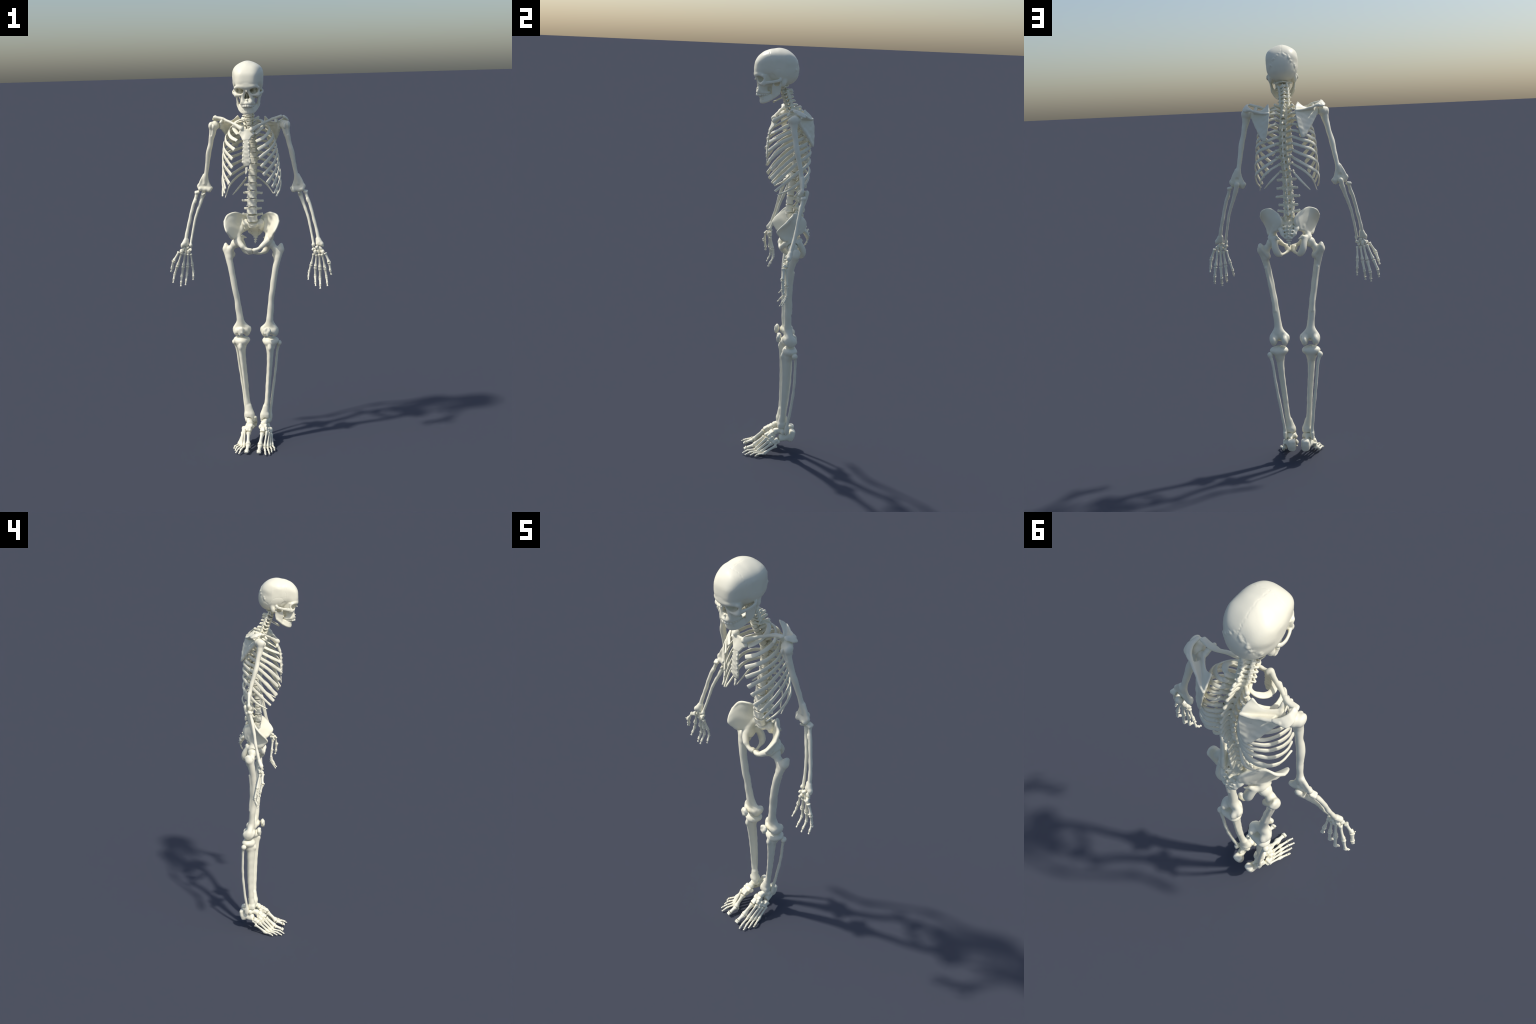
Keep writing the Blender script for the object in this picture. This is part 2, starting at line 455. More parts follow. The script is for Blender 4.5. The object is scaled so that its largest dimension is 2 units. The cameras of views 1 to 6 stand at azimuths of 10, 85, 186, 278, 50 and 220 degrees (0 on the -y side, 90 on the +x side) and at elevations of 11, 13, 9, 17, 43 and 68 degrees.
    for arc, upper in ((arc_up, True), (arc_dn, False)):
        seg = np.concatenate([[0], np.cumsum(np.linalg.norm(np.diff(arc, axis=0), axis=1))])
        mid = seg[-1] / 2
        for sgn in (1, -1):
            s = 0
            for i, w in enumerate(widths):
                w = w * (1 if upper else 0.88) * 1.12
                u = mid + sgn * (s + w)
                s += 2 * w
                p = V(np.interp(u, seg, arc[:, 0]), np.interp(u, seg, arc[:, 1]))
                p2 = V(np.interp(u + 0.001, seg, arc[:, 0]), np.interp(u + 0.001, seg, arc[:, 1]))
                a = math.atan2(*(p2 - p)[::-1])
                deep = 0.0062 if i < 3 else 0.0085
                ln = (0.0150 if i < 3 else 0.0100) if upper else 0.0085
                lean = math.radians(14 if upper and i < 3 else 0)
                z0 = (1.7955 if i < 3 else 1.7925) if upper else 1.7755 + 0.0030 * min(i, 6) / 2
                M = yaw @ Matrix.Translation((p[0], p[1], z0)) @ Matrix.Rotation(a, 4, 'Z') @ Matrix.Rotation(-lean if upper else 0, 4, 'X') @ Matrix.Rotation(math.pi if upper else 0, 4, 'X') @ Matrix.Diagonal((2 * w * 0.98, deep, ln, 1))
                t = place("tooth", crown, None, sk if upper else jaw)
                t.matrix_parent_inverse = (sk if upper else jaw).matrix_basis.inverted()
                t.matrix_basis = M

    # hyoid
    c = Clay((-0.03, -0.064, 1.738), (0.045, 0.0, 1.79), 0.0012)
    for e in ((-0.008, -0.013, 1.776), (0.034, -0.012, 1.776)):
        c.tube([(0.012, -0.0535, 1.7545, 0.0042), ((e[0] + 0.012) / 2 + 0.35 * (e[0] - 0.012), -0.040, 1.762, 0.0026), (*e, 0.0021)], k=0.003)
    v, f = c.mesh()
    bone("hyoid_bone", v, f)


# ----------------------------------------------------------------------------- lofts
def skin(rings, cap=True):
    """Quads between rings of equal length; the ends are closed onto a middle point as thin quads."""
    n, R = len(rings[0]), [np.asarray(r) for r in rings]
    if cap:
        R = [np.repeat(R[0].mean(0)[None], n, 0) * 0.999 + R[0] * 0.001] + R + [np.repeat(R[-1].mean(0)[None], n, 0) * 0.999 + R[-1] * 0.001]
    v = np.vstack(R)
    i = np.arange(n)
    j = (i + 1) % n
    f = [np.stack([k * n + i, k * n + j, (k + 1) * n + j, (k + 1) * n + i], 1) for k in range(len(R) - 1)]
    return v, np.vstack(f)


def round_ends(T, end=0.012):
    """Parameters and scale factors that round off both ends of a sweep."""
    a = np.linspace(0, math.pi / 2, 6)[:-1]
    return a


def sweep(rows, wide_hint, n=18, step=0.004, seed=0, wob=0.0):
    """rows: (x, y, z, half height, half thickness). The thin side faces along wide_hint(p)."""
    D = spline(rows, step=step)
    P = D[:, :3]
    T = np.gradient(P, axis=0)
    T /= np.linalg.norm(T, axis=1)[:, None]
    g = np.random.default_rng(seed)
    w1, w2 = g.uniform(0, 6.28, 2)
    s = np.concatenate([[0], np.cumsum(np.linalg.norm(np.diff(P, axis=0), axis=1))])
    rings = []
    a = np.linspace(0, 2 * math.pi, n, endpoint=False)
    ends = [(0, 0.25), (0, 0.62), (0, 0.88)]

    def ring(i, f, shift=0.0):
        N = wide_hint(P[i], s[i] / s[-1])
        N = N - T[i] * (N @ T[i])
        N /= np.linalg.norm(N)
        B = np.cross(T[i], N)
        hh = D[i, 3] * f * (1 + wob * math.sin(s[i] * 95 + w1) + 0.6 * wob * math.sin(s[i] * 210 + w2))
        tt = D[i, 4] * f
        ca, sa = np.cos(a), np.sin(a)
        return P[i] + T[i] * shift + np.outer(np.sign(ca) * np.abs(ca) ** 0.85 * hh, B) - np.outer(np.sign(sa) * np.abs(sa) ** 0.85 * tt, N)
    e0, e1 = D[0, 4], D[-1, 4]
    for f, q in ((0.3, -0.95), (0.7, -0.7), (0.92, -0.35)):
        rings.append(ring(0, f, q * e0))
    rings += [ring(i, 1.0) for i in range(len(P))]
    for f, q in ((0.94, 0.35), (0.75, 0.65), (0.35, 0.85)):
        rings.append(ring(len(P) - 1, f, q * e1))
    return skin(rings)


# ============================================================================= SPINE
SPINE = V((0.018, -0.0165, 1.812), (0.013, -0.0125, 1.795), (0.011, -0.0065, 1.777), (0.010, 0.000, 1.761), (0.009, 0.006, 1.744), (0.009, 0.011, 1.726), (0.009, 0.0165, 1.708),
          (0.010, 0.0235, 1.688), (0.011, 0.032, 1.668), (0.013, 0.042, 1.647), (0.015, 0.051, 1.624), (0.0165, 0.059, 1.599), (0.017, 0.064, 1.573),
          (0.0175, 0.067, 1.547), (0.0170, 0.068, 1.520), (0.016, 0.067, 1.492), (0.013, 0.0655, 1.461), (0.011, 0.061, 1.429), (0.009, 0.055, 1.394),
          (0.0075, 0.0515, 1.356), (0.0065, 0.048, 1.315), (0.0055, 0.0455, 1.273), (0.0055, 0.0445, 1.2335), (0.006, 0.052, 1.195))


def vertebra(w, d, h, sp, sz, sh, tp, ty, tz, ar, kind):
    """w, d: half width and depth of the body, h its height; spinous reach sp, drop sz, half height sh;
    transverse reach tp at depth ty and rise tz; ar: half spread of the joint processes."""
    c = Clay((-tp - 0.014, -d - 0.006, -0.5 * h - 0.034), (tp + 0.014, sp + 0.016, 0.5 * h + 0.026), 0.00125)
    waist = {"c": 0.04, "t": 0.07, "l": 0.11}[kind]

    def body(x, y, z):
        u = np.clip(np.abs(z) / (0.5 * h), 0, 1)
        s = 1 - waist * (1 - u ** 2)
        yy = np.where(y > 0, y * 1.12, y)
        q = ((np.abs(x) / (w * s)) ** 2.3 + (np.abs(yy) / (d * s)) ** 2.3) ** (1 / 2.3)
        a = (q - 1) * min(w, d)
        b = np.abs(z) - 0.5 * h + 0.0012 * (q < 0.75)
        k = 0.0022
        t = np.maximum(k - np.abs(a - b), 0) / k
        return np.maximum(a, b) + t * t * k * 0.25
    lim = max(w, d) + 0.006
    c.field(body, (-lim, -lim, -h), (lim, lim, h), k=0)
    cy = d + {"c": 0.0085, "t": 0.0085, "l": 0.0095}[kind]      # middle of the canal
    cr = {"c": 0.0115, "t": 0.0098, "l": 0.0118}[kind]
    lam = {"c": 0.0030, "t": 0.0036, "l": 0.0042}[kind]
    lh = {"c": 0.0052, "t": 0.0090, "l": 0.0100}[kind]
    for sg in (1, -1):
        pedz = {"c": 0.0, "t": 0.18 * h, "l": 0.22 * h}[kind]
        c.tube([(sg * 0.68 * w, 0.75 * d, pedz, lam), (sg * (cr + 0.001), cy, pedz, lam * 1.05)], k=0.004)
        c.sheet([[(sg * (cr + 0.001), cy + 0.001, pedz + lh * 0.5, lam * 0.8), (sg * cr * 0.62, cy + cr * 0.75, pedz + lh * 0.3, lam * 0.8), (0, cy + cr * 1.02, pedz, lam * 0.8)],
                 [(sg * (cr + 0.001), cy + 0.002, pedz - lh * 1.0, lam * 0.8), (sg * cr * 0.62, cy + cr * 0.80, pedz - lh * 1.3, lam * 0.8), (0, cy + cr * 1.10, pedz - lh * 1.2, lam * 0.8)]], k=0.004)
        # joint processes
        up = {"c": 0.50, "t": 0.62, "l": 0.62}[kind] * h
        dn = {"c": 0.60, "t": 0.72, "l": 0.86}[kind] * h
        ab = {"c": 0.0052, "t": 0.0042, "l": 0.0056}[kind]
        c.tube([(sg * ar, cy + 0.001, 0, ab), (sg * ar * 1.05, cy + 0.001, up, ab * 0.85)], k=0.004)
        c.tube([(sg * ar * 0.95, cy + 0.004, 0, ab), (sg * ar * (0.9 if kind != "l" else 0.78), cy + 0.007, -dn, ab * 0.85)], k=0.004)
        # transverse processes
        if kind == "c":
            c.tube([(sg * 0.8 * w, 0.1 * d, 0, 0.0032), (sg * tp, ty, tz, 0.0034)], k=0.003)
            c.tube([(sg * ar, cy - 0.002, 0, 0.0034), (sg * tp, ty + 0.004, tz, 0.0032)], k=0.003)
        elif kind == "t":
            c.tube([(sg * ar, cy, pedz, 0.0052), (sg * 0.7 * tp, 0.6 * ty + 0.4 * cy, pedz + 0.5 * tz, 0.0054), (sg * tp, ty, pedz + tz, 0.0072)], k=0.004)
        else:
            for dz in (-0.0042, 0.0, 0.0042):
                c.tube([(sg * ar, cy - 0.003, pedz + dz, 0.0046), (sg * 0.6 * tp, 0.55 * ty + 0.45 * cy, pedz + 0.3 * tz + dz * 0.8, 0.0032), (sg * tp, ty, pedz + tz + dz * 0.75, 0.0032)], k=0.004)
    y0 = cy + cr
    if kind != "l":      # thick root of the spinous process
        c.tube([(0, y0 - 0.003, 0.1 * h, 0.0048), (0, 0.5 * (y0 + sp), 0.5 * sz, 0.0040), (0, sp - 0.003, sz, 0.0034)], k=0.006)
    zt = {"c": 0, "t": 0.1 * h, "l": 0.05 * h}[kind]
    end = 1.0 if kind != "t" else 0.75
    c.sheet([[(0, y0 - 0.002, zt + sh, 0.0028), (0, 0.5 * (y0 + sp), zt + 0.5 * sz + sh * 0.85, 0.0023), (0, sp - 0.002, zt + sz + sh * end * 0.8, 0.0027)],
             [(0, y0 - 0.002, zt - sh * 1.1, 0.0030), (0, 0.5 * (y0 + sp), zt + 0.5 * sz - sh, 0.0023), (0, sp, zt + sz - sh * end, 0.0034)]], k=0.004)
    if kind == "c" and sp < 0.055:      # forked tip
        for sg in (1, -1):
            c.tube([(0, sp - 0.006, sz - sh * 0.6, 0.003), (sg * 0.0055, sp + 0.001, sz - sh * 1.2, 0.0028)], k=0.003)
    else:
        c.balls([(0, sp, zt + sz - (0 if kind == "l" else sh * 0.5))], [0.0042], k=0.004)
    if kind == "l":
        c.tube([(0, sp, zt + sz + sh * 0.7, 0.0036), (0, sp + 0.001, zt + sz - sh, 0.0042)], k=0.003)
    c.rough(0.0005, 0.02, int(1000 * (w + h)))
    return c.mesh()


def build_spine():
    C, T, L = "cervical_vertebra", "thoracic_vertebra", "lumbar_vertebra"
    rows = [C] * 6 + [T] * 12 + [L] * 5
    for i, name in enumerate(rows):
        a, b = SPINE[i], SPINE[i + 1]
        mid, up = (a + b) / 2, a - b
        full = np.linalg.norm(up)
        kind = name[0]
        if kind == "c":
            j = i                      # 0 = axis ... 5 = seventh
            sp = [0.046, 0.044, 0.042, 0.044, 0.050, 0.064][j]
            args = (0.0142 + 0.0004 * j, 0.0092, full - 0.0022, sp, [-0.002, -0.001, -0.002, -0.002, -0.002, 0.000][j], [0.0055, 0.0034, 0.0032, 0.0034, 0.0036, 0.0042][j], 0.0255 + 0.001 * j, 0.004, -0.002, 0.0205)
        elif kind == "t":
            j = i - 6                  # 0 = first thoracic
            t = j / 11
            sp = [0.064, 0.062, 0.060, 0.058, 0.058, 0.058, 0.059, 0.060, 0.060, 0.058, 0.058, 0.060][j]
            sz = [-0.002, -0.008, -0.014, -0.021, -0.027, -0.031, -0.031, -0.029, -0.024, -0.016, -0.009, -0.007][j]
            args = (0.0152 + 0.0065 * t ** 1.6, 0.0110 + 0.0068 * min(1, j / 8), full - 0.0024, sp, sz, 0.0042 + 0.0034 * max(0, t - 0.6) / 0.4, [0.040, 0.038, 0.036, 0.0355, 0.035, 0.035, 0.035, 0.034, 0.033, 0.031, 0.025, 0.022][j], 0.044 if j < 10 else 0.036, 0.006, 0.0135)
        else:
            j = i - 18
            args = ([0.0240, 0.0252, 0.0265, 0.0280, 0.0290][j], 0.0195, full - 0.0060, [0.066, 0.068, 0.070, 0.070, 0.062][j], -0.006, [0.0105, 0.0115, 0.0115, 0.0105, 0.0075][j], [0.042, 0.047, 0.053, 0.043, 0.050][j], 0.036 if j < 4 else 0.028, [0.0, -0.001, 0.0, 0.0, 0.006][j], 0.0165)
        v, f = vertebra(*args, kind)
        me = make_mesh(name, v, f)
        z = Vector(up / full)
        x = Vector((1, 0.03 if kind == "c" else 0.0, 0)) - z * z.dot(Vector((1, 0.03 if kind == "c" else 0.0, 0)))
        x.normalize()
        y = z.cross(x)
        M = Matrix([(x[k], y[k], z[k], mid[k]) for k in range(3)] + [(0, 0, 0, 1)])
        place(name, me, M)
    # atlas: a ring without a body
    c = Clay((-0.045, -0.02, -0.018), (0.045, 0.040, 0.02), 0.00125)
    ring = [(0, -0.010, 0, 0.0042), (0.013, -0.006, 0, 0.0042), (0.021, 0.004, 0, 0.0062), (0.018, 0.018, 0, 0.0036), (0.008, 0.028, 0, 0.0034), (0, 0.030, 0, 0.0042)]
    for sg in (1, -1):
        c.tube([(sg * r[0], *r[1:]) for r in ring], k=0.003)
        c.egg((sg * 0.019, 0.003, 0), (0.0085, 0.011, 0.0085), k=0.004)
        c.tube([(sg * 0.02, 0.004, 0, 0.004), (sg * 0.038, 0.008, -0.002, 0.0042)], k=0.004)
    c.tube([(0, 0.001, -0.014, 0.0052), (0, 0.001, 0.006, 0.0046)], k=0.003)
    v, f = c.rough(0.0004, 0.02, 5).mesh()
    place("atlas_vertebra", make_mesh("atlas_vertebra", v, f), Matrix.Translation((0.017, -0.020, 1.823)) @ Matrix.Rotation(math.radians(14), 4, 'X') @ Matrix.Rotation(math.radians(3), 4, 'Z'))


# ============================================================================= RIBS AND BREASTBONE
RIBS = {
    1: [(0.026, 0.026, 1.706), (0.043, 0.047, 1.714), (0.064, 0.046, 1.710), (0.081, 0.024, 1.696), (0.074, -0.012, 1.671), (0.051, -0.040, 1.649)],
    2: [(0.028, 0.034, 1.688), (0.046, 0.064, 1.702), (0.078, 0.068, 1.694), (0.108, 0.040, 1.671), (0.108, 0.004, 1.650), (0.090, -0.034, 1.629), (0.058, -0.060, 1.612)],
    3: [(0.029, 0.044, 1.668), (0.046, 0.078, 1.683), (0.070, 0.087, 1.680), (0.097, 0.078, 1.665), (0.118, 0.056, 1.648), (0.128, 0.022, 1.629), (0.113, -0.024, 1.603), (0.067, -0.068, 1.573)],
    4: [(0.030, 0.054, 1.647), (0.047, 0.086, 1.659), (0.072, 0.099, 1.656), (0.102, 0.086, 1.639), (0.124, 0.062, 1.623), (0.136, 0.026, 1.602), (0.122, -0.028, 1.572), (0.074, -0.071, 1.533)],
    5: [(0.030, 0.063, 1.624), (0.048, 0.095, 1.633), (0.073, 0.109, 1.628), (0.104, 0.098, 1.611), (0.128, 0.072, 1.597), (0.142, 0.031, 1.577), (0.128, -0.022, 1.541), (0.081, -0.068, 1.488)],
    6: [(0.030, 0.071, 1.599), (0.046, 0.101, 1.605), (0.073, 0.115, 1.599), (0.105, 0.108, 1.583), (0.130, 0.084, 1.568), (0.146, 0.037, 1.549), (0.133, -0.019, 1.498), (0.089, -0.057, 1.447)],
    7: [(0.030, 0.076, 1.573), (0.042, 0.103, 1.577), (0.085, 0.121, 1.562), (0.131, 0.093, 1.546), (0.150, 0.044, 1.517), (0.140, -0.015, 1.460), (0.107, -0.057, 1.407)],
    8: [(0.030, 0.079, 1.547), (0.041, 0.104, 1.547), (0.086, 0.123, 1.532), (0.133, 0.095, 1.513), (0.152, 0.050, 1.482), (0.147, 0.000, 1.432), (0.130, -0.045, 1.385)],
    9: [(0.030, 0.080, 1.520), (0.041, 0.103, 1.516), (0.088, 0.122, 1.494), (0.135, 0.098, 1.471), (0.156, 0.060, 1.444), (0.154, 0.008, 1.398), (0.138, -0.038, 1.354)],
    10: [(0.031, 0.079, 1.492), (0.041, 0.101, 1.482), (0.092, 0.121, 1.451), (0.138, 0.100, 1.420), (0.156, 0.068, 1.397), (0.155, 0.025, 1.363), (0.146, -0.027, 1.338)],
    11: [(0.033, 0.076, 1.457), (0.042, 0.103, 1.449), (0.088, 0.119, 1.422), (0.124, 0.100, 1.384), (0.140, 0.050, 1.329)],
    12: [(0.036, 0.070, 1.420), (0.044, 0.096, 1.410), (0.080, 0.106, 1.375), (0.116, 0.066, 1.338)],
}


# where the front ends lie on the right side (they are not an exact mirror image)
RIGHT_ENDS = {1: (-0.037, -0.044, 1.648), 2: (-0.040, -0.063, 1.617), 3: (-0.052, -0.073, 1.574), 4: (-0.063, -0.077, 1.528), 5: (-0.066, -0.070, 1.485), 6: (-0.073, -0.065, 1.448),
              7: (-0.086, -0.061, 1.404), 8: (-0.108, -0.050, 1.377), 9: (-0.116, -0.035, 1.354), 10: (-0.130, -0.018, 1.337), 11: (-0.128, 0.037, 1.322), 12: (-0.100, 0.097, 1.329)}


def rib_path(k, left):
    P = np.array(RIBS[k], float)
    if not left:
        P = P * [-1, 1, 1] + [0.0160 if k < 11 else 0.0125, -0.003, 0]
        end = np.array(RIGHT_ENDS[k])
        n = len(P)
        w = np.clip((np.arange(n) - (n - 4)) / 3.0, 0, 1)[:, None] ** 1.3
        P = P + w * (end - P[-1])
    return P


def build_ribs():
    HH = [0.0060, 0.0066, 0.0076, 0.0079, 0.0080, 0.0082, 0.0088]
    TT = [0.0050, 0.0048, 0.0042, 0.0036, 0.0034, 0.0034, 0.0040]
    for k in RIBS:
        for left in (True, False):
            path = rib_path(k, left)
            n = len(path)
            rows = []
            for q, p in enumerate(path):
                i = q if n < 8 else max(0, q - 1)
                back = n - 1 - q
                hh, tt = HH[min(i, 6)], TT[min(i, 6)]
                if k == 1:
                    hh, tt = [0.0055, 0.0060, 0.0085, 0.0100, 0.0095, 0.0110][q], 0.0034
                if k == 7 and back == 0:
                    hh = 0.0108
                if k == 9 and back < 2:
                    hh *= (0.62, 0.85)[back]
                if k == 10 and back < 2:
                    hh *= (0.32, 0.62)[back]
                if k == 11:
                    hh, tt = (0.0048, 0.0054, 0.0066, 0.0056, 0.0022)[q], (0.0034, 0.0034, 0.0034, 0.0030, 0.0018)[q]
                if k == 12:
                    hh, tt = (0.0045, 0.0050, 0.0054, 0.0028)[q], (0.0032, 0.0032, 0.0030, 0.0018)[q]
                rows.append((*p, hh, tt))

            def out(p, t, k=k, sg=1 if left else -1):
                o = np.array([p[0] - 0.008 - 0.004 * sg, p[1] - 0.035, 0.012])
                if k == 1:
                    o = np.array([0.25 * (p[0] - 0.01), -0.02, 0.10])
                elif k == 2:
                    o = o / np.linalg.norm(o) + np.array([0, 0, 0.75])
                elif k == 3:
                    o = o / np.linalg.norm(o) + np.array([0, 0, 0.25])
                return o / np.linalg.norm(o)
            v, f = sweep(rows, out, seed=2 * k + left, wob=0.055)
            if not left:
                f = f[:, ::-1]
            bone("rib", v, f)

    # breastbone
    c = Clay((-0.045, -0.095, 1.605), (0.065, -0.025, 1.690), 0.0013)
    r = 0.0052
    c.sheet([[(-0.017, -0.0485, 1.668, r), (-0.006, -0.047, 1.668, r), (0.0055, -0.0455, 1.666, r), (0.017, -0.044, 1.668, r), (0.027, -0.041, 1.667, r)],
             [(-0.024, -0.051, 1.652, r), (-0.010, -0.053, 1.651, r), (0.0060, -0.053, 1.650, r), (0.022, -0.049, 1.650, r), (0.038, -0.043, 1.647, r)],
             [(-0.014, -0.058, 1.636, r), (-0.004, -0.060, 1.636, r), (0.0060, -0.060, 1.636, r), (0.016, -0.058, 1.636, r), (0.027, -0.053, 1.636, r)],
             [(-0.008, -0.064, 1.6215, r), (-0.001, -0.0655, 1.621, r), (0.0065, -0.0655, 1.621, r), (0.014, -0.064, 1.621, r), (0.020, -0.062, 1.622, r)]], k=0.004)
    c.tube([(-0.018, -0.049, 1.668, 0.0055), (-0.027, -0.051, 1.650, 0.006)], k=0.004)
    c.tube([(0.028, -0.041, 1.667, 0.0055), (0.040, -0.0425, 1.648, 0.006)], k=0.004)
    v, f = c.rough(0.0005, 0.03, 9).mesh()
    bone("manubrium", v, f)
    c = Clay((-0.03, -0.092, 1.478), (0.045, -0.050, 1.628), 0.0013)
    rows = []
    for z, y, w in ((1.617, -0.0670, 0.0115), (1.600, -0.0690, 0.0118), (1.580, -0.0715, 0.0120), (1.556, -0.0735, 0.0138), (1.530, -0.0745, 0.0160), (1.510, -0.0745, 0.0162), (1.496, -0.0730, 0.0100)):
        rows.append([(0.0065 + u * w, y + 0.0015 * u * u, z, 0.0042) for u in (-1, -0.5, 0, 0.5, 1)])
    c.sheet(rows, k=0.003)
    g = np.random.default_rng(11)
    for z, w in ((1.603, .0140), (1.584, .0145), (1.564, .0152), (1.543, .0170), (1.525, .0182), (1.511, .0186)):
        for sg in (1, -1):
            c.balls([(0.0065 + sg * w, -0.0725 - 0.002 * (z < 1.56), z + g.normal(0, 0.002))], [g.uniform(0.0024, 0.0038)], k=0.005)
    v, f = c.rough(0.0005, 0.020, 8).mesh()
    bone("sternum_body", v, f)
    c = Clay((-0.005, -0.084, 1.440), (0.02, -0.060, 1.492), 0.0011)
    c.sheet([[(0.0025, -0.0730, 1.484, 0.0022), (0.0105, -0.0730, 1.484, 0.0022)], [(0.0020, -0.0740, 1.466, 0.0022), (0.0085, -0.0740, 1.468, 0.0022)], [(0.0030, -0.0745, 1.452, 0.0018), (0.0050, -0.0745, 1.452, 0.0018)]], k=0.003)
    v, f = c.rough(0.0008, 0.014, 4).mesh()
    bone("xiphoid_process", v, f)


# ============================================================================= SHOULDER
def build_shoulder():
    c = Clay((0.012, -0.070, 1.645), (0.192, 0.050, 1.752), 0.0015)
    c.tube([(0.030, -0.045, 1.668, 0.0105), (0.040, -0.041, 1.673, 0.0100), (0.065, -0.0235, 1.687, 0.0074), (0.100, -0.002, 1.704, 0.0066), (0.130, 0.019, 1.716, 0.0064), (0.150, 0.025, 1.7225, 0.0062), (0.170, 0.026, 1.729, 0.0058)], k=0.004)
    c.tube([(0.128, 0.012, 1.716, 0.0055), (0.150, 0.017, 1.723, 0.0056), (0.168, 0.017, 1.7285, 0.0052)], k=0.008)
    c.egg((0.031, -0.0445, 1.668), (0.0105, 0.0135, 0.0125), k=0.006)
    v, f = c.rough(0.0006, 0.03, 3).mesh()
    bone("clavicle", v, f, right=carry([(0.034, -0.042, 1.670), (0.100, -0.002, 1.704), (0.168, 0.025, 1.730)], [(-0.024, -0.042, 1.679), (-0.092, -0.012, 1.709), (-0.159, 0.010, 1.731)]))

    c = Clay((0.060, -0.012, 1.545), (0.218, 0.150, 1.748), 0.0015)
    t = 0.0024
    rows = [[(0.080, 0.087, 1.724, 0.0034), (0.095, 0.082, 1.711, t), (0.117, 0.073, 1.699, t), (0.148, 0.045, 1.699, 0.006)],
            [(0.0745, 0.110, 1.704, 0.0034), (0.097, 0.095, 1.698, t), (0.121, 0.077, 1.692, t), (0.153, 0.047, 1.690, 0.0075)],
            [(0.0745, 0.125, 1.680, 0.0034), (0.098, 0.108, 1.675, t), (0.125, 0.083, 1.674, t), (0.154, 0.054, 1.675, 0.0075)],
            [(0.0770, 0.132, 1.650, 0.0032), (0.099, 0.117, 1.645, t), (0.123, 0.095, 1.646, t), (0.148, 0.070, 1.651, 0.0055)],
            [(0.0830, 0.1345, 1.612, 0.0032), (0.099, 0.126, 1.609, t), (0.115, 0.111, 1.610, t), (0.133, 0.095, 1.616, 0.0052)],
            [(0.0910, 0.1335, 1.578, 0.0034), (0.099, 0.131, 1.577, 0.0032), (0.108, 0.124, 1.579, 0.0036), (0.116, 0.117, 1.584, 0.0048)],
            [(0.0945, 0.1320, 1.565, 0.0036), (0.0985, 0.131, 1.563, 0.0038), (0.103, 0.129, 1.564, 0.0040), (0.107, 0.125, 1.568, 0.0042)]]
    c.sheet(rows, k=0.004)
    # rim of the lateral border and the socket
    c.tube([(0.155, 0.054, 1.668, 0.008), (0.145, 0.074, 1.643, 0.0058), (0.129, 0.098, 1.612, 0.0055), (0.111, 0.122, 1.577, 0.0045)], k=0.006)
    c.tube([(0.138, 0.084, 1.640, 0.0030), (0.118, 0.108, 1.606, 0.0030), (0.104, 0.124, 1.578, 0.0025)], k=0.008)
    c.egg((0.1595, 0.046, 1.682), (0.0085, 0.0125, 0.0185), rotation((0, 0, 1), -38), k=0.008)
    c.egg((0.1720, 0.0365, 1.682), (0.009, 0.012, 0.018), rotation((0, 0, 1), -38), k=0.003, cut=True)
    # spine rising backward into the acromion
    c.sheet([[(0.0745, 0.124, 1.686, 0.003), (0.098, 0.101, 1.684, 0.003), (0.124, 0.078, 1.684, 0.003), (0.146, 0.062, 1.686, 0.004)],
             [(0.0745, 0.1265, 1.686, 0.003), (0.098, 0.1160, 1.686, 0.0034), (0.126, 0.1005, 1.692, 0.0040), (0.152, 0.0880, 1.7000, 0.0044)]], k=0.005)
    c.tube([(0.076, 0.126, 1.686, 0.003), (0.098, 0.1160, 1.686, 0.0040), (0.126, 0.1005, 1.692, 0.0050), (0.150, 0.0890, 1.699, 0.0054), (0.176, 0.0785, 1.706, 0.0056)], k=0.004)
    r = 0.0046
    c.sheet([[(0.160, 0.083, 1.705, r), (0.167, 0.082, 1.703, r), (0.174, 0.079, 1.701, r)],
             [(0.175, 0.069, 1.715, r), (0.186, 0.070, 1.709, r), (0.196, 0.070, 1.701, r)],
             [(0.182, 0.053, 1.722, r), (0.191, 0.054, 1.717, r), (0.199, 0.054, 1.708, r)],
             [(0.182, 0.036, 1.727, r), (0.188, 0.037, 1.724, r), (0.194, 0.039, 1.716, r)],
             [(0.180, 0.027, 1.728, r), (0.184, 0.026, 1.726, r), (0.188, 0.028, 1.722, r)]], k=0.005)
    # coracoid
    c.tube([(0.147, 0.040, 1.700, 0.0085), (0.143, 0.026, 1.711, 0.0080), (0.143, 0.013, 1.710, 0.0066), (0.146, 0.003, 1.703, 0.0062)], k=0.006)
    v, f = c.rough(0.0006, 0.03, 6).mesh()
    bone("scapula", v, f, right=carry([(0.080, 0.087, 1.726), (0.098, 0.131, 1.563), (0.074, 0.126, 1.683), (0.203, 0.071, 1.704), (0.187, 0.028, 1.683)],
                                      [(-0.057, 0.068, 1.732), (-0.078, 0.131, 1.572), (-0.053, 0.108, 1.696), (-0.176, 0.070, 1.713), (-0.168, 0.015, 1.691)]))


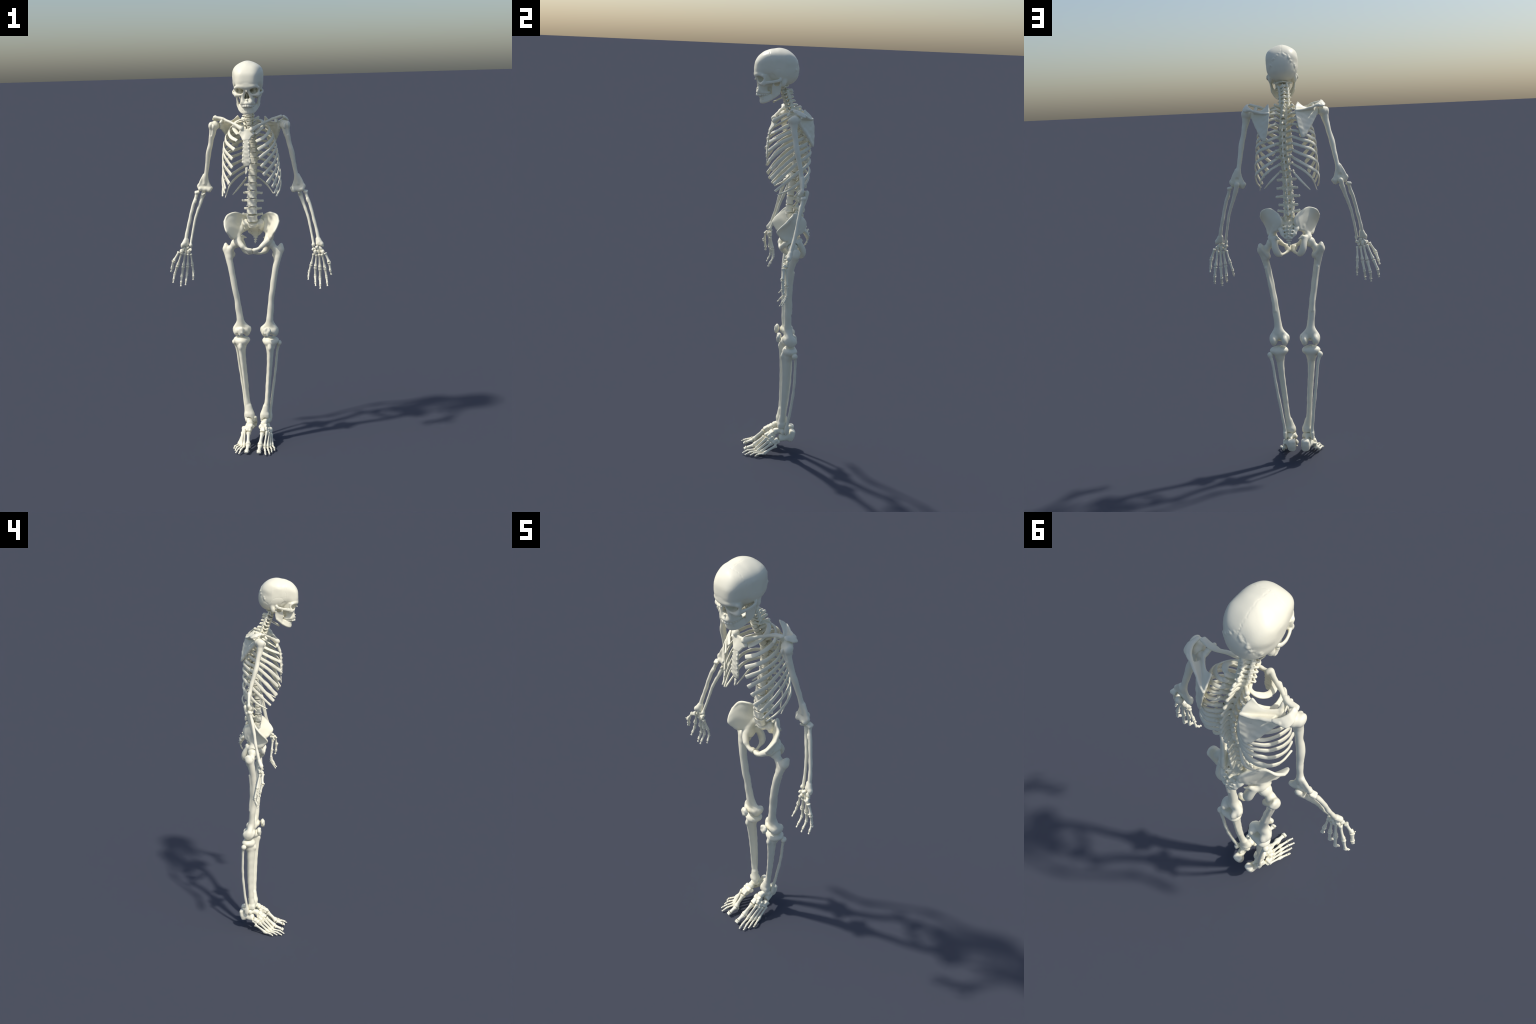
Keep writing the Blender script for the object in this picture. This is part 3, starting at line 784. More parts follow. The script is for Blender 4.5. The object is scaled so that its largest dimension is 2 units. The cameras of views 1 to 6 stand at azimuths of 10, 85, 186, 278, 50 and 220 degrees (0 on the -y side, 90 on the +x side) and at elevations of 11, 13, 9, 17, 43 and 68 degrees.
# ============================================================================= ARM
def build_arm():
    c = Clay((0.145, -0.010, 1.328), (0.292, 0.105, 1.722), 0.0018)
    c.tube([(0.190, 0.026, 1.680, 0.020), (0.193, 0.028, 1.662, 0.0178), (0.197, 0.030, 1.640, 0.0148), (0.205, 0.037, 1.600, 0.0122), (0.2145, 0.046, 1.550, 0.0114), (0.223, 0.057, 1.500, 0.0106), (0.231, 0.067, 1.450, 0.0108), (0.2385, 0.0725, 1.415, 0.0118), (0.2425, 0.0745, 1.388, 0.0110)], k=0)
    c.egg((0.1815, 0.036, 1.687), (0.0225, 0.0235, 0.0225), k=0.006)
    c.egg((0.201, 0.026, 1.687), (0.0125, 0.0205, 0.0185), k=0.008)
    c.egg((0.189, 0.008, 1.681), (0.0090, 0.0080, 0.0125), k=0.006)
    c.tube([(0.197, 0.0040, 1.690, 0.0036), (0.1985, 0.009, 1.665, 0.0036), (0.201, 0.0165, 1.640, 0.0024)], k=0.005, cut=True)
    c.tube([(0.2085, 0.037, 1.590, 0.0030), (0.2150, 0.039, 1.570, 0.0060), (0.2215, 0.0445, 1.548, 0.0072), (0.2240, 0.051, 1.525, 0.0050), (0.2250, 0.056, 1.505, 0.0030)], k=0.012)
    # flare to the epicondyles
    c.sheet([[(0.2330, 0.0720, 1.430, 0.0075), (0.2385, 0.0735, 1.425, 0.009), (0.2450, 0.0735, 1.430, 0.0075)],
             [(0.2235, 0.0735, 1.392, 0.0062), (0.2430, 0.0755, 1.392, 0.0062), (0.2620, 0.0735, 1.398, 0.0062)],
             [(0.2130, 0.0750, 1.365, 0.0078), (0.2430, 0.0745, 1.364, 0.0075), (0.2715, 0.0705, 1.374, 0.0070)]], k=0.006)
    c.egg((0.2105, 0.0765, 1.363), (0.0095, 0.0085, 0.0090), k=0.006)
    c.egg((0.2725, 0.0715, 1.374), (0.0070, 0.0080, 0.0115), k=0.006)
    c.tube([(0.2200, 0.0700, 1.3540, 0.0125), (0.2330, 0.0685, 1.3580, 0.0095), (0.2450, 0.0675, 1.3560, 0.0108), (0.2540, 0.0665, 1.3590, 0.0098), (0.2640, 0.0650, 1.3610, 0.0108)], k=0.008)
    c.egg((0.2420, 0.0900, 1.3840), (0.0125, 0.0130, 0.0125), k=0.004, cut=True)
    c.egg((0.2430, 0.0600, 1.3770), (0.0100, 0.0060, 0.0070), k=0.005, cut=True)
    v, f = c.rough(0.0006, 0.05, 12).mesh()
    bone("humerus", v, f, right=carry([(0.187, 0.028, 1.683), (0.197, 0.030, 1.64), (0.215, 0.046, 1.55), (0.231, 0.067, 1.45), (0.277, 0.073, 1.377), (0.208, 0.073, 1.361)],
                                      [(-0.168, 0.015, 1.691), (-0.180, 0.020, 1.64), (-0.206, 0.034, 1.55), (-0.226, 0.055, 1.45), (-0.274, 0.058, 1.380), (-0.206, 0.068, 1.366)]))

    c = Clay((0.255, -0.010, 1.060), (0.392, 0.100, 1.368), 0.0016)
    c.tube([(0.2800, 0.0770, 1.3440, 0.0085), (0.2860, 0.0720, 1.3240, 0.0074), (0.2950, 0.0665, 1.3020, 0.0082), (0.3050, 0.0610, 1.2750, 0.0080), (0.3150, 0.0540, 1.2400, 0.0078), (0.3250, 0.0480, 1.2000, 0.0077), (0.3360, 0.0390, 1.1600, 0.0078), (0.3450, 0.0290, 1.1220, 0.0088), (0.3520, 0.0200, 1.0960, 0.0110)], k=0)
    hd = rotation((1, 0, 0), 14) @ rotation((0, 1, 0), 14)
    c.block((0.2790, 0.0775, 1.3465), (0.0122, 0.0122, 0.0068), hd, 0.006, k=0.004)
    c.egg((0.2780, 0.0785, 1.3560), (0.0085, 0.0085, 0.0030), hd, k=0.002, cut=True)
    c.tube([(0.2890, 0.0645, 1.3080, 0.0060), (0.2925, 0.0625, 1.2980, 0.0055)], k=0.006)
    c.sheet([[(0.3400, 0.0260, 1.1100, 0.0080), (0.3520, 0.0250, 1.1080, 0.0085)], [(0.3420, 0.0190, 1.0880, 0.0085), (0.3640, 0.0170, 1.0860, 0.0095)]], k=0.006)
    c.tube([(0.3640, 0.0170, 1.0880, 0.0090), (0.3705, 0.0150, 1.0770, 0.0048)], k=0.006)
    c.tube([(0.3340, 0.0120, 1.0730, 0.0070), (0.3540, 0.0130, 1.0690, 0.0085)], k=0.004, cut=True)
    v, f = c.rough(0.0005, 0.05, 13).mesh()
    bone("radius_bone", v, f, right=carry([(0.280, 0.078, 1.346), (0.315, 0.054, 1.24), (0.325, 0.048, 1.20), (0.336, 0.039, 1.16), (0.353, 0.018, 1.083), (0.372, 0.015, 1.076)],
                                          [(-0.274, 0.055, 1.351), (-0.309, 0.018, 1.24), (-0.319, 0.006, 1.20), (-0.328, -0.002, 1.16), (-0.334, -0.018, 1.083), (-0.351, -0.023, 1.074)]))

    c = Clay((0.222, -0.010, 1.058), (0.345, 0.118, 1.392), 0.0016)
    c.tube([(0.2420, 0.0950, 1.3640, 0.0105), (0.2480, 0.0900, 1.3400, 0.0108), (0.2560, 0.0820, 1.3180, 0.0100), (0.2660, 0.0735, 1.2900, 0.0085), (0.2790, 0.0640, 1.2600, 0.0078), (0.2930, 0.0530, 1.2200, 0.0072), (0.3020, 0.0445, 1.1800, 0.0064), (0.3110, 0.0340, 1.1400, 0.0058), (0.3200, 0.0200, 1.1000, 0.0058), (0.3225, 0.0140, 1.0860, 0.0068)], k=0)
    c.egg((0.2405, 0.0960, 1.3650), (0.0110, 0.0095, 0.0120), k=0.006)
    c.tube([(0.2500, 0.0820, 1.3330, 0.0095), (0.2480, 0.0650, 1.3380, 0.0062), (0.2470, 0.0590, 1.3420, 0.0042)], k=0.006)
    c.tube([(0.2200, 0.0705, 1.3560, 0.0135), (0.2660, 0.0690, 1.3580, 0.0130)], k=0.003, cut=True)
    c.egg((0.3220, 0.0120, 1.0830), (0.0080, 0.0080, 0.0080), k=0.004)
    c.tube([(0.3190, 0.0150, 1.0800, 0.0035), (0.3180, 0.0160, 1.0730, 0.0026)], k=0.003)
    v, f = c.rough(0.0005, 0.05, 14).mesh()
    bone("ulna_bone", v, f, right=carry([(0.240, 0.097, 1.367), (0.279, 0.064, 1.26), (0.293, 0.053, 1.22), (0.302, 0.045, 1.18), (0.311, 0.034, 1.14), (0.322, 0.013, 1.080)],
                                        [(-0.239, 0.081, 1.373), (-0.277, 0.037, 1.26), (-0.285, 0.026, 1.22), (-0.292, 0.013, 1.18), (-0.298, 0.003, 1.14), (-0.307, -0.016, 1.081)]))


# ----------------------------------------------------------------------------- finger and toe bones
def shaft_mesh(name, prof, n=20):
    """A small long bone of unit length: rows of (t, half width, half depth, dorsal shift, squareness)."""
    D = spline([(t, w, d, s, q) for t, w, d, s, q in prof], n=5)
    rings = []
    a = np.linspace(0, 2 * math.pi, n, endpoint=False)
    for t, w, d, s, q in D:
        ca, sa = np.cos(a), np.sin(a)
        rings.append(np.stack([np.maximum(w, 0.02) * np.sign(ca) * np.abs(ca) ** q, s + np.maximum(d, 0.02) * np.sign(sa) * np.abs(sa) ** q, np.full(n, t)], 1))
    v, f = skin(rings)
    return make_mesh(name, v, f)


METACARPAL = [(0, .40, .44, .0, .8), (.012, .74, .82, .0, .75), (.05, .92, 1.0, .0, .7), (.11, .86, .92, .0, .75), (.24, .64, .68, .10, .9), (.48, .58, .64, .16, 1), (.70, .66, .68, .12, .95),
              (.83, .90, .80, .05, .9), (.90, 1.0, .94, -.02, .9), (.955, .92, .88, -.05, .9), (.985, .66, .64, -.05, .9), (1, .28, .28, -.05, .9)]
PHALANX = [(0, .45, .35, .0, .8), (.015, .86, .68, .0, .75), (.05, 1.0, .80, .0, .72), (.12, .94, .76, .0, .78), (.28, .74, .60, .08, .9), (.52, .66, .52, .10, .9), (.74, .64, .50, .06, .9),
           (.88, .75, .58, .0, .85), (.95, .75, .58, -.03, .85), (.985, .55, .42, -.05, .85), (1, .24, .20, -.05, .85)]
BIGTIP = [(0, .55, .40, .0, .8), (.04, .95, .70, .0, .75), (.14, 1.05, .78, .0, .75), (.32, .92, .66, .0, .8), (.52, .80, .52, .02, .9), (.70, .88, .48, .0, .9), (.86, .95, .46, -.02, .9), (.96, .66, .34, -.03, .9), (1, .30, .16, -.03, .9)]
TIP = [(0, .45, .35, .0, .8), (.03, .90, .66, .0, .75), (.09, 1.0, .74, .0, .75), (.20, .84, .60, .0, .8), (.42, .52, .42, .02, .9), (.62, .52, .40, .02, .9), (.78, .76, .46, .0, .9),
       (.90, .74, .42, -.02, .9), (.97, .50, .28, -.03, .9), (1, .20, .12, -.03, .9)]


def strut(name, me, a, b, half, up, parent=None, depth=None):
    """Places a unit bone from a to b with the given half width; local y looks to `up`."""
    a, b = Vector(a), Vector(b)
    z = b - a
    ln = z.length
    z.normalize()
    y = Vector(up) - z * z.dot(Vector(up))
    y.normalize()
    x = y.cross(z)
    R = Matrix([(x[k], y[k], z[k], a[k]) for k in range(3)] + [(0, 0, 0, 1)])
    return place(name, me, R @ Matrix.Diagonal((half, depth or half, ln, 1)), parent)


def pebble(name, seed, lumps):
    """A small many-sided bone of about unit half size."""
    c = Clay((-1.5, -1.5, -1.5), (1.5, 1.5, 1.5), 0.085)
    global FAR
    keep, FAR = FAR, 2.0
    c.d[:] = 2.0
    g = np.random.default_rng(seed)

    def facets(x, y, z):
        v = np.full(np.broadcast(x, y, z).shape, -9.0)
        for _ in range(lumps):
            n = g.normal(size=3)
            n /= np.linalg.norm(n)
            q = n[0] * x + n[1] * y + n[2] * z - g.uniform(0.78, 1.02)
            k = 0.35
            t = np.maximum(k - np.abs(v - q), 0) / k
            v = np.maximum(v, q) + t * t * k * 0.25
        s = np.sqrt(x * x + y * y + z * z) - 1.12
        return np.maximum(v, s)
    c.field(facets, (-1.5,) * 3, (1.5,) * 3, k=0)
    FAR = keep
    v, f = c.mesh(relax=2)
    return make_mesh(name, v, f)


HANDS = {
    "left": {
        "T": [(0.383, -0.008, 1.045), (0.403, -0.011, 0.997), (0.408, -0.009, 0.957), (0.413, -0.004, 0.932)],
        "I": [(0.3665, 0.002, 1.0385), (0.380, 0.013, 0.9625), (0.3865, 0.014, 0.9165), (0.391, 0.000, 0.888), (0.393, -0.0085, 0.874)],
        "M": [(0.3515, 0.006, 1.037), (0.354, 0.0095, 0.963), (0.353, 0.016, 0.909), (0.356, -0.005, 0.879), (0.357, -0.016, 0.861)],
        "R": [(0.338, 0.004, 1.035), (0.331, 0.0065, 0.969), (0.329, 0.012, 0.921), (0.332, -0.011, 0.892), (0.335, -0.025, 0.878)],
        "P": [(0.3235, 0.001, 1.0385), (0.310, 0.004, 0.983), (0.298, 0.007, 0.944), (0.296, -0.003, 0.923), (0.297, -0.017, 0.908)],
        "carpal": [(0.358, 0.010, 1.0645), (0.3405, 0.007, 1.0715), (0.3270, 0.012, 1.0630), (0.3200, 0.002, 1.0610), (0.3720, -0.004, 1.0525), (0.3615, 0.009, 1.0490), (0.3480, 0.008, 1.0525), (0.3325, 0.003, 1.0475)],
    },
    "right": {
        "T": [(-0.365, -0.036, 1.051), (-0.394, -0.039, 1.0045), (-0.407, -0.030, 0.968), (-0.413, -0.029, 0.944)],
        "I": [(-0.354, -0.021, 1.044), (-0.383, -0.010, 0.9735), (-0.402, -0.002, 0.928), (-0.406, -0.013, 0.902), (-0.4075, -0.0215, 0.884)],
        "M": [(-0.338, -0.018, 1.041), (-0.354, -0.003, 0.970), (-0.367, 0.009, 0.918), (-0.369, -0.006, 0.884), (-0.369, -0.0125, 0.864)],
        "R": [(-0.323, -0.014, 1.038), (-0.331, -0.001, 0.972), (-0.339, 0.007, 0.925), (-0.341, -0.010, 0.892), (-0.343, -0.0185, 0.872)],
        "P": [(-0.308, -0.015, 1.038), (-0.307, 0.002, 0.978), (-0.305, 0.008, 0.940), (-0.303, -0.003, 0.916), (-0.304, -0.0065, 0.897)],
        "carpal": [(-0.341, -0.018, 1.0655), (-0.3245, -0.013, 1.0705), (-0.3120, -0.015, 1.0615), (-0.3045, -0.025, 1.0600), (-0.3535, -0.031, 1.0570), (-0.3465, -0.020, 1.0530), (-0.3330, -0.014, 1.0550), (-0.3185, -0.016, 1.0490)],
    },
}


def build_hands():
    mc, ph, tip = shaft_mesh("metacarpal", METACARPAL), shaft_mesh("finger_phalanx", PHALANX), shaft_mesh("fingertip_phalanx", TIP)
    stones = [pebble("carpal_bone", 40 + i, 15) for i in range(8)]
    size = [(0.0075, 0.0075, 0.0110), (0.0085, 0.0085, 0.0072), (0.0075, 0.0085, 0.0068), (0.0058, 0.0058, 0.0065), (0.0085, 0.0080, 0.0080), (0.0062, 0.0085, 0.0075), (0.0075, 0.0095, 0.0115), (0.0078, 0.0090, 0.0100)]
    tilt = [35, 0, -20, 0, 20, 10, 0, -10]
    for side, H in HANDS.items():
        sg = 1 if side == "left" else -1
        for fin, w in (("T", 0.0085), ("I", 0.0078), ("M", 0.0080), ("R", 0.0074), ("P", 0.0068)):
            J = [V(*p) for p in H[fin]]
            up = (0.25 * sg, 1, 0) if fin != "T" else (0.75 * sg, 0.65, 0)
            for k in range(len(J) - 1):
                a, b = J[k], J[k + 1]
                u = (b - a) / np.linalg.norm(b - a)
                a2, b2 = a + u * 0.0007, b - u * (0.0007 if k < len(J) - 2 else 0)
                if k == 0:
                    strut("metacarpal", mc, a2 - u * 0.0022, b2, w * 1.02, up)
                elif k < len(J) - 2:
                    strut("finger_phalanx", ph, a2, b2, w * (1.13 if k == 1 else 0.96), up)
                else:
                    strut("fingertip_phalanx", tip, a2, b2, w * (0.76 if fin != "T" else 0.95), up)
            if fin in "TI":      # seed bones beside the joint
                for dx in ((0.006, -0.006) if fin == "T" else (0.0035,)):
                    place("sesamoid_bone", stones[3], Matrix.Translation(J[1] + V(dx, -0.0085, 0.004)) @ Matrix.Diagonal((0.0026, 0.0026, 0.0030, 1)))
        for i, p in enumerate(H["carpal"]):
            M = Matrix.Translation(p) @ Matrix.Rotation(math.radians(-sg * tilt[i]), 4, 'Y') @ Matrix.Diagonal((sg * size[i][0] * 1.18, size[i][1] * 1.18, size[i][2] * 1.15, 1))
            place("carpal_bone", stones[i], M)


# ============================================================================= PELVIS
def build_pelvis():
    mx = 0.0075
    c = Clay((0.000, -0.045, 1.000), (0.162, 0.145, 1.262), 0.0018)
    T = 0.0042
    # wing of the ilium: rows from the neck above the socket up to the crest, front to back
    rows = [[(0.108, 0.018, 1.118, 0.0105), (0.096, 0.040, 1.124, 0.011), (0.083, 0.066, 1.130, 0.011), (0.074, 0.086, 1.142, 0.008)],
            [(0.119, -0.004, 1.136, 0.0065), (0.106, 0.030, 1.150, 0.0062), (0.084, 0.072, 1.155, 0.0075), (0.058, 0.104, 1.150, 0.0080)],
            [(0.129, -0.018, 1.155, 0.0056), (0.117, 0.025, 1.175, T), (0.088, 0.075, 1.180, 0.0052), (0.045, 0.116, 1.168, 0.0085)],
            [(0.138, -0.011, 1.172, 0.0052), (0.128, 0.028, 1.197, T), (0.092, 0.072, 1.203, 0.0044), (0.041, 0.1195, 1.188, 0.0075)],
            [(0.1435, 0.004, 1.188, 0.0056), (0.135, 0.037, 1.217, 0.0044), (0.093, 0.068, 1.226, 0.0042), (0.046, 0.112, 1.205, 0.0060)],
            [(0.1465, 0.018, 1.202, 0.0058), (0.133, 0.044, 1.229, 0.0058), (0.098, 0.060, 1.240, 0.0050), (0.056, 0.098, 1.220, 0.0052)]]
    c.sheet(rows, k=0.006)
    # socket block, ischium, pubis
    c.egg((0.089, 0.058, 1.092), (0.027, 0.031, 0.033), k=0.014)
    c.tube([(0.110, 0.010, 1.124, 0.0085), (0.114, 0.003, 1.127, 0.0065)], k=0.006)
    c.tube([(0.080, 0.090, 1.100, 0.0140), (0.076, 0.105, 1.074, 0.0155), (0.071, 0.112, 1.052, 0.0160), (0.060, 0.109, 1.033, 0.0150), (0.052, 0.098, 1.027, 0.0105)], k=0.010)
    c.tube([(0.070, 0.098, 1.110, 0.009), (0.060, 0.107, 1.104, 0.0048), (0.053, 0.111, 1.102, 0.0034)], k=0.008)
    c.tube([(0.052, 0.098, 1.027, 0.0085), (0.040, 0.070, 1.025, 0.0062), (0.027, 0.048, 1.030, 0.0070), (0.018, 0.034, 1.038, 0.0080)], k=0.006)
    c.egg((0.0240, 0.0240, 1.0470), (0.0140, 0.0130, 0.0150), rotation((1, 0, 0), 40), k=0.008)
    c.tube([(0.086, 0.032, 1.096, 0.0140), (0.065, 0.021, 1.078, 0.0112), (0.044, 0.015, 1.063, 0.0096), (0.026, 0.0135, 1.0565, 0.0090), (0.0165, 0.0160, 1.0545, 0.0078)], k=0.008)
    c.sheet([[(0.0135, 0.018, 1.0545, 0.0066), (0.022, 0.016, 1.054, 0.0070)], [(0.0135, 0.032, 1.037, 0.0070), (0.022, 0.034, 1.039, 0.0066)]], k=0.006)
    # thick ear-shaped part that meets the sacrum
    c.sheet([[(0.068, 0.083, 1.142, 0.0090), (0.056, 0.100, 1.148, 0.0095)], [(0.0655, 0.080, 1.172, 0.0078), (0.052, 0.104, 1.172, 0.0100)], [(0.066, 0.082, 1.203, 0.0056), (0.051, 0.106, 1.200, 0.0070)]], k=0.010)
    # inner rim running down from the sacrum to the pubis
    c.tube([(0.073, 0.086, 1.158, 0.0055), (0.0830, 0.060, 1.126, 0.0075), (0.0790, 0.034, 1.098, 0.0095), (0.058, 0.013, 1.074, 0.0080)], k=0.014)
    # socket
    c.egg((0.1015, 0.060, 1.080), (0.0265, 0.0255, 0.0255), k=0.003, cut=True)
    c.egg((0.105, 0.050, 1.058), (0.014, 0.010, 0.013), k=0.004, cut=True)
    # obturator hole stays open between the bars
    c.egg((0.053, 0.060, 1.050), (0.0155, 0.022, 0.0150), rotation((1, 0, 0), -30), k=0.005, cut=True)
    c.rough(0.0004, 0.05, 20)
    v, f = c.mesh(relax=3)
    R = mirror(mx, -0.003)
    bone("hip_bone", v, f, right=R)

    # sacrum
    c = Clay((-0.060, 0.030, 1.090), (0.074, 0.162, 1.222), 0.0016)
    x0 = 0.006
    rows = []
    for y, z, w, t in ((0.066, 1.179, 0.048, 0.0135), (0.088, 1.165, 0.045, 0.0145), (0.108, 1.151, 0.041, 0.0125), (0.124, 1.136, 0.035, 0.0098), (0.134, 1.119, 0.027, 0.0075), (0.139, 1.106, 0.013, 0.0058)):
        rows.append([(x0 + u * w, y + 0.004 * u * u, z + (0.010 * abs(u) if y < 0.08 else 0.003 * abs(u)), t * (1 - 0.25 * abs(u))) for u in (-1, -0.5, 0, 0.5, 1)])
    c.sheet(rows, k=0.005)
    for sg in (1, -1):      # the broad wings beside the first sacral body
        c.egg((x0 + sg * 0.0385, 0.0790, 1.1790), (0.0165, 0.0200, 0.0270), rotation((1, 0, 0), 20), k=0.010)
        c.egg((x0 + sg * 0.0400, 0.0880, 1.1620), (0.0120, 0.0180, 0.0200), k=0.010)
    tilt = rotation((1, 0, 0), 32)

    def plate(x, y, z):
        x, y, z = x - 0.007, y - 0.0600, z - 1.1800
        yy, zz = tilt[1, 1] * y + tilt[2, 1] * z, tilt[1, 2] * y + tilt[2, 2] * z
        q = np.sqrt((x / 0.0265) ** 2 + (yy / 0.0195) ** 2)
        return np.maximum((q - 1) * 0.0195, np.abs(zz) - 0.0095)
    c.field(plate, (-0.03, 0.035, 1.15), (0.045, 0.095, 1.21), k=0.006)
    for i, (y, z) in enumerate(((0.116, 1.178), (0.131, 1.163), (0.142, 1.148), (0.1475, 1.132), (0.147, 1.119))):
        c.tube([(x0, y - 0.008, z - 0.004, 0.006), (x0, y - 0.001, z, 0.0045)], k=0.006)
        for sg in (1, -1):
            c.balls([(x0 + sg * (0.019 - 0.0022 * i), y - 0.005, z - 0.004)], [0.0042], k=0.005)
            c.balls([(x0 + sg * (0.032 - 0.0048 * i), y - 0.009, z - 0.006)], [0.0046], k=0.005)
    for sg in (1, -1):
        c.tube([(x0 + sg * 0.016, 0.088, 1.180, 0.006), (x0 + sg * 0.018, 0.094, 1.200, 0.0055)], k=0.005)
        for i, (y, z) in enumerate(((0.100, 1.162), (0.117, 1.149), (0.130, 1.134), (0.1375, 1.1185))):
            x = x0 + sg * (0.0255 - 0.0032 * i)
            c.tube([(x, y - 0.028, z - 0.022, 0.0032), (x, y + 0.025, z + 0.020, 0.0030)], k=0.003, cut=True)
    c.tube([(x0, 0.080, 1.205, 0.0075), (x0, 0.101, 1.182, 0.0065), (x0, 0.118, 1.163, 0.0045)], k=0.004, cut=True)
    v, f = c.rough(0.0008, 0.022, 21).mesh()
    bone("sacrum", v, f)
    for i, (a, b, w) in enumerate((((0.0055, 0.1405, 1.1010), (0.0055, 0.1390, 1.0905), 0.0135), ((0.0053, 0.1380, 1.0890), (0.0050, 0.1345, 1.0805), 0.0085), ((0.0050, 0.1335, 1.0795), (0.0045, 0.1265, 1.0700), 0.0052))):
        a, b = V(*a), V(*b)
        c = Clay(a.min() * 0 + np.minimum(a, b) - 0.022, np.maximum(a, b) + 0.022, 0.0011)
        c.tube([(*a, 0.0042), (*b, 0.0028)], k=0.003)
        c.tube([(a[0] - w * 0.8, a[1], a[2] - 0.002, 0.0026), (*(a + (b - a) * 0.25), 0.0042), (a[0] + w * 0.8, a[1], a[2] - 0.002, 0.0026)], k=0.004)
        v, f = c.mesh()
        bone("coccyx_vertebra", v, f)


# ============================================================================= LEG
def build_leg():
    RL = mirror(0.0038, 0.001)
    c = Clay((0.018, -0.010, 0.575), (0.178, 0.118, 1.112), 0.0020)
    c.tube([(0.143, 0.066, 1.045, 0.0185), (0.136, 0.060, 1.020, 0.0185), (0.128, 0.053, 0.985, 0.0172), (0.1205, 0.0485, 0.950, 0.0160), (0.112, 0.0455, 0.900, 0.0155), (0.104, 0.0465, 0.850, 0.0152), (0.0965, 0.050, 0.800, 0.0153),
            (0.0905, 0.053, 0.750, 0.0160), (0.0855, 0.0565, 0.700, 0.0176), (0.082, 0.0600, 0.665, 0.0186), (0.080, 0.063, 0.640, 0.0200)], k=0)
    c.tube([(0.103, 0.060, 1.073, 0.0165), (0.116, 0.061, 1.057, 0.0160), (0.132, 0.064, 1.038, 0.0190)], k=0.008)
    c.tube([(0.122, 0.061, 1.050, 0.0150), (0.126, 0.058, 1.010, 0.0160)], k=0.010)
    c.egg((0.094, 0.060, 1.0795), (0.0245, 0.0245, 0.0245), k=0.006)
    c.egg((0.149, 0.070, 1.056), (0.0140, 0.0195, 0.0225), rotation((0, 1, 0), -12), k=0.010)
    c.egg((0.1495, 0.074, 1.070), (0.0085, 0.0120, 0.0110), k=0.008)
    c.egg((0.1110, 0.0765, 1.018), (0.0095, 0.0095, 0.0140), k=0.014)
    c.tube([(0.146, 0.087, 1.062, 0.0055), (0.130, 0.086, 1.040, 0.0050), (0.114, 0.082, 1.020, 0.0055)], k=0.010)
    c.tube([(0.126, 0.068, 0.960, 0.0050), (0.109, 0.0625, 0.860, 0.0056), (0.094, 0.069, 0.750, 0.0045)], k=0.010)
    c.egg((0.1365, 0.079, 1.078), (0.0065, 0.0075, 0.0090), k=0.006, cut=True)
    # condyles
    c.sheet([[(0.074, 0.061, 0.655, 0.0120), (0.090, 0.061, 0.655, 0.0120)], [(0.051, 0.067, 0.625, 0.0165), (0.107, 0.065, 0.625, 0.0165)]], k=0.010)
    c.egg((0.1045, 0.074, 0.6065), (0.0185, 0.0310, 0.0260), k=0.010)
    c.egg((0.0510, 0.077, 0.6060), (0.0175, 0.0310, 0.0265), k=0.010)
    c.egg((0.1190, 0.070, 0.614), (0.0070, 0.0130, 0.0140), k=0.008)
    c.egg((0.0350, 0.076, 0.616), (0.0060, 0.0130, 0.0140), k=0.008)
    c.egg((0.0785, 0.048, 0.614), (0.0270, 0.0150, 0.0190), k=0.010)
    c.tube([(0.0790, 0.026, 0.630, 0.008), (0.0785, 0.025, 0.610, 0.0085), (0.0785, 0.034, 0.588, 0.0085)], k=0.010, cut=True)
    c.tube([(0.0775, 0.108, 0.622, 0.0125), (0.0775, 0.096, 0.600, 0.0115), (0.0775, 0.076, 0.580, 0.0095)], k=0.008, cut=True)
    v, f = c.rough(0.0007, 0.06, 30).mesh()
    bone("femur", v, f, right=RL)

    c = Clay((0.048, -0.004, 0.588), (0.102, 0.038, 0.652), 0.0015)
    c.egg((0.0740, 0.0165, 0.6235), (0.0215, 0.0110, 0.0205), rotation((1, 0, 0), -6), k=0.004)
    c.egg((0.0735, 0.0160, 0.6080), (0.0110, 0.0080, 0.0125), k=0.010)
    c.rough(0.0012, 0.022, 31)
    v, f = c.mesh()
    bone("patella", v, f, right=RL)

    c = Clay((0.008, 0.012, 0.108), (0.140, 0.118, 0.592), 0.0020)
    c.tube([(0.0815, 0.073, 0.552, 0.0300), (0.081, 0.069, 0.530, 0.0262), (0.0795, 0.064, 0.502, 0.0190), (0.076, 0.064, 0.450, 0.0158), (0.072, 0.0645, 0.400, 0.0146), (0.068, 0.0645, 0.350, 0.0138), (0.064, 0.0635, 0.300, 0.0130),
            (0.060, 0.061, 0.250, 0.0128), (0.0555, 0.058, 0.205, 0.0142), (0.0505, 0.055, 0.172, 0.0165), (0.0465, 0.053, 0.150, 0.0180)], k=0)
    # the sharp front crest and the flat inner face
    c.tube([(0.0825, 0.040, 0.525, 0.0085), (0.0785, 0.045, 0.480, 0.0068), (0.0745, 0.0475, 0.420, 0.0052), (0.0700, 0.0480, 0.350, 0.0048), (0.0645, 0.0485, 0.270, 0.0036), (0.0590, 0.0520, 0.215, 0.0030)], k=0.012)
    c.tube([(0.0740, 0.072, 0.510, 0.0060), (0.0690, 0.0775, 0.460, 0.0056), (0.0640, 0.0775, 0.390, 0.0052), (0.0590, 0.0715, 0.300, 0.0036)], k=0.012)
    c.egg((0.1030, 0.080, 0.5565), (0.0230, 0.0255, 0.0165), k=0.018)
    c.egg((0.0590, 0.078, 0.5565), (0.0225, 0.0265, 0.0165), k=0.018)
    c.egg((0.0810, 0.060, 0.5520), (0.0290, 0.0230, 0.0170), k=0.012)
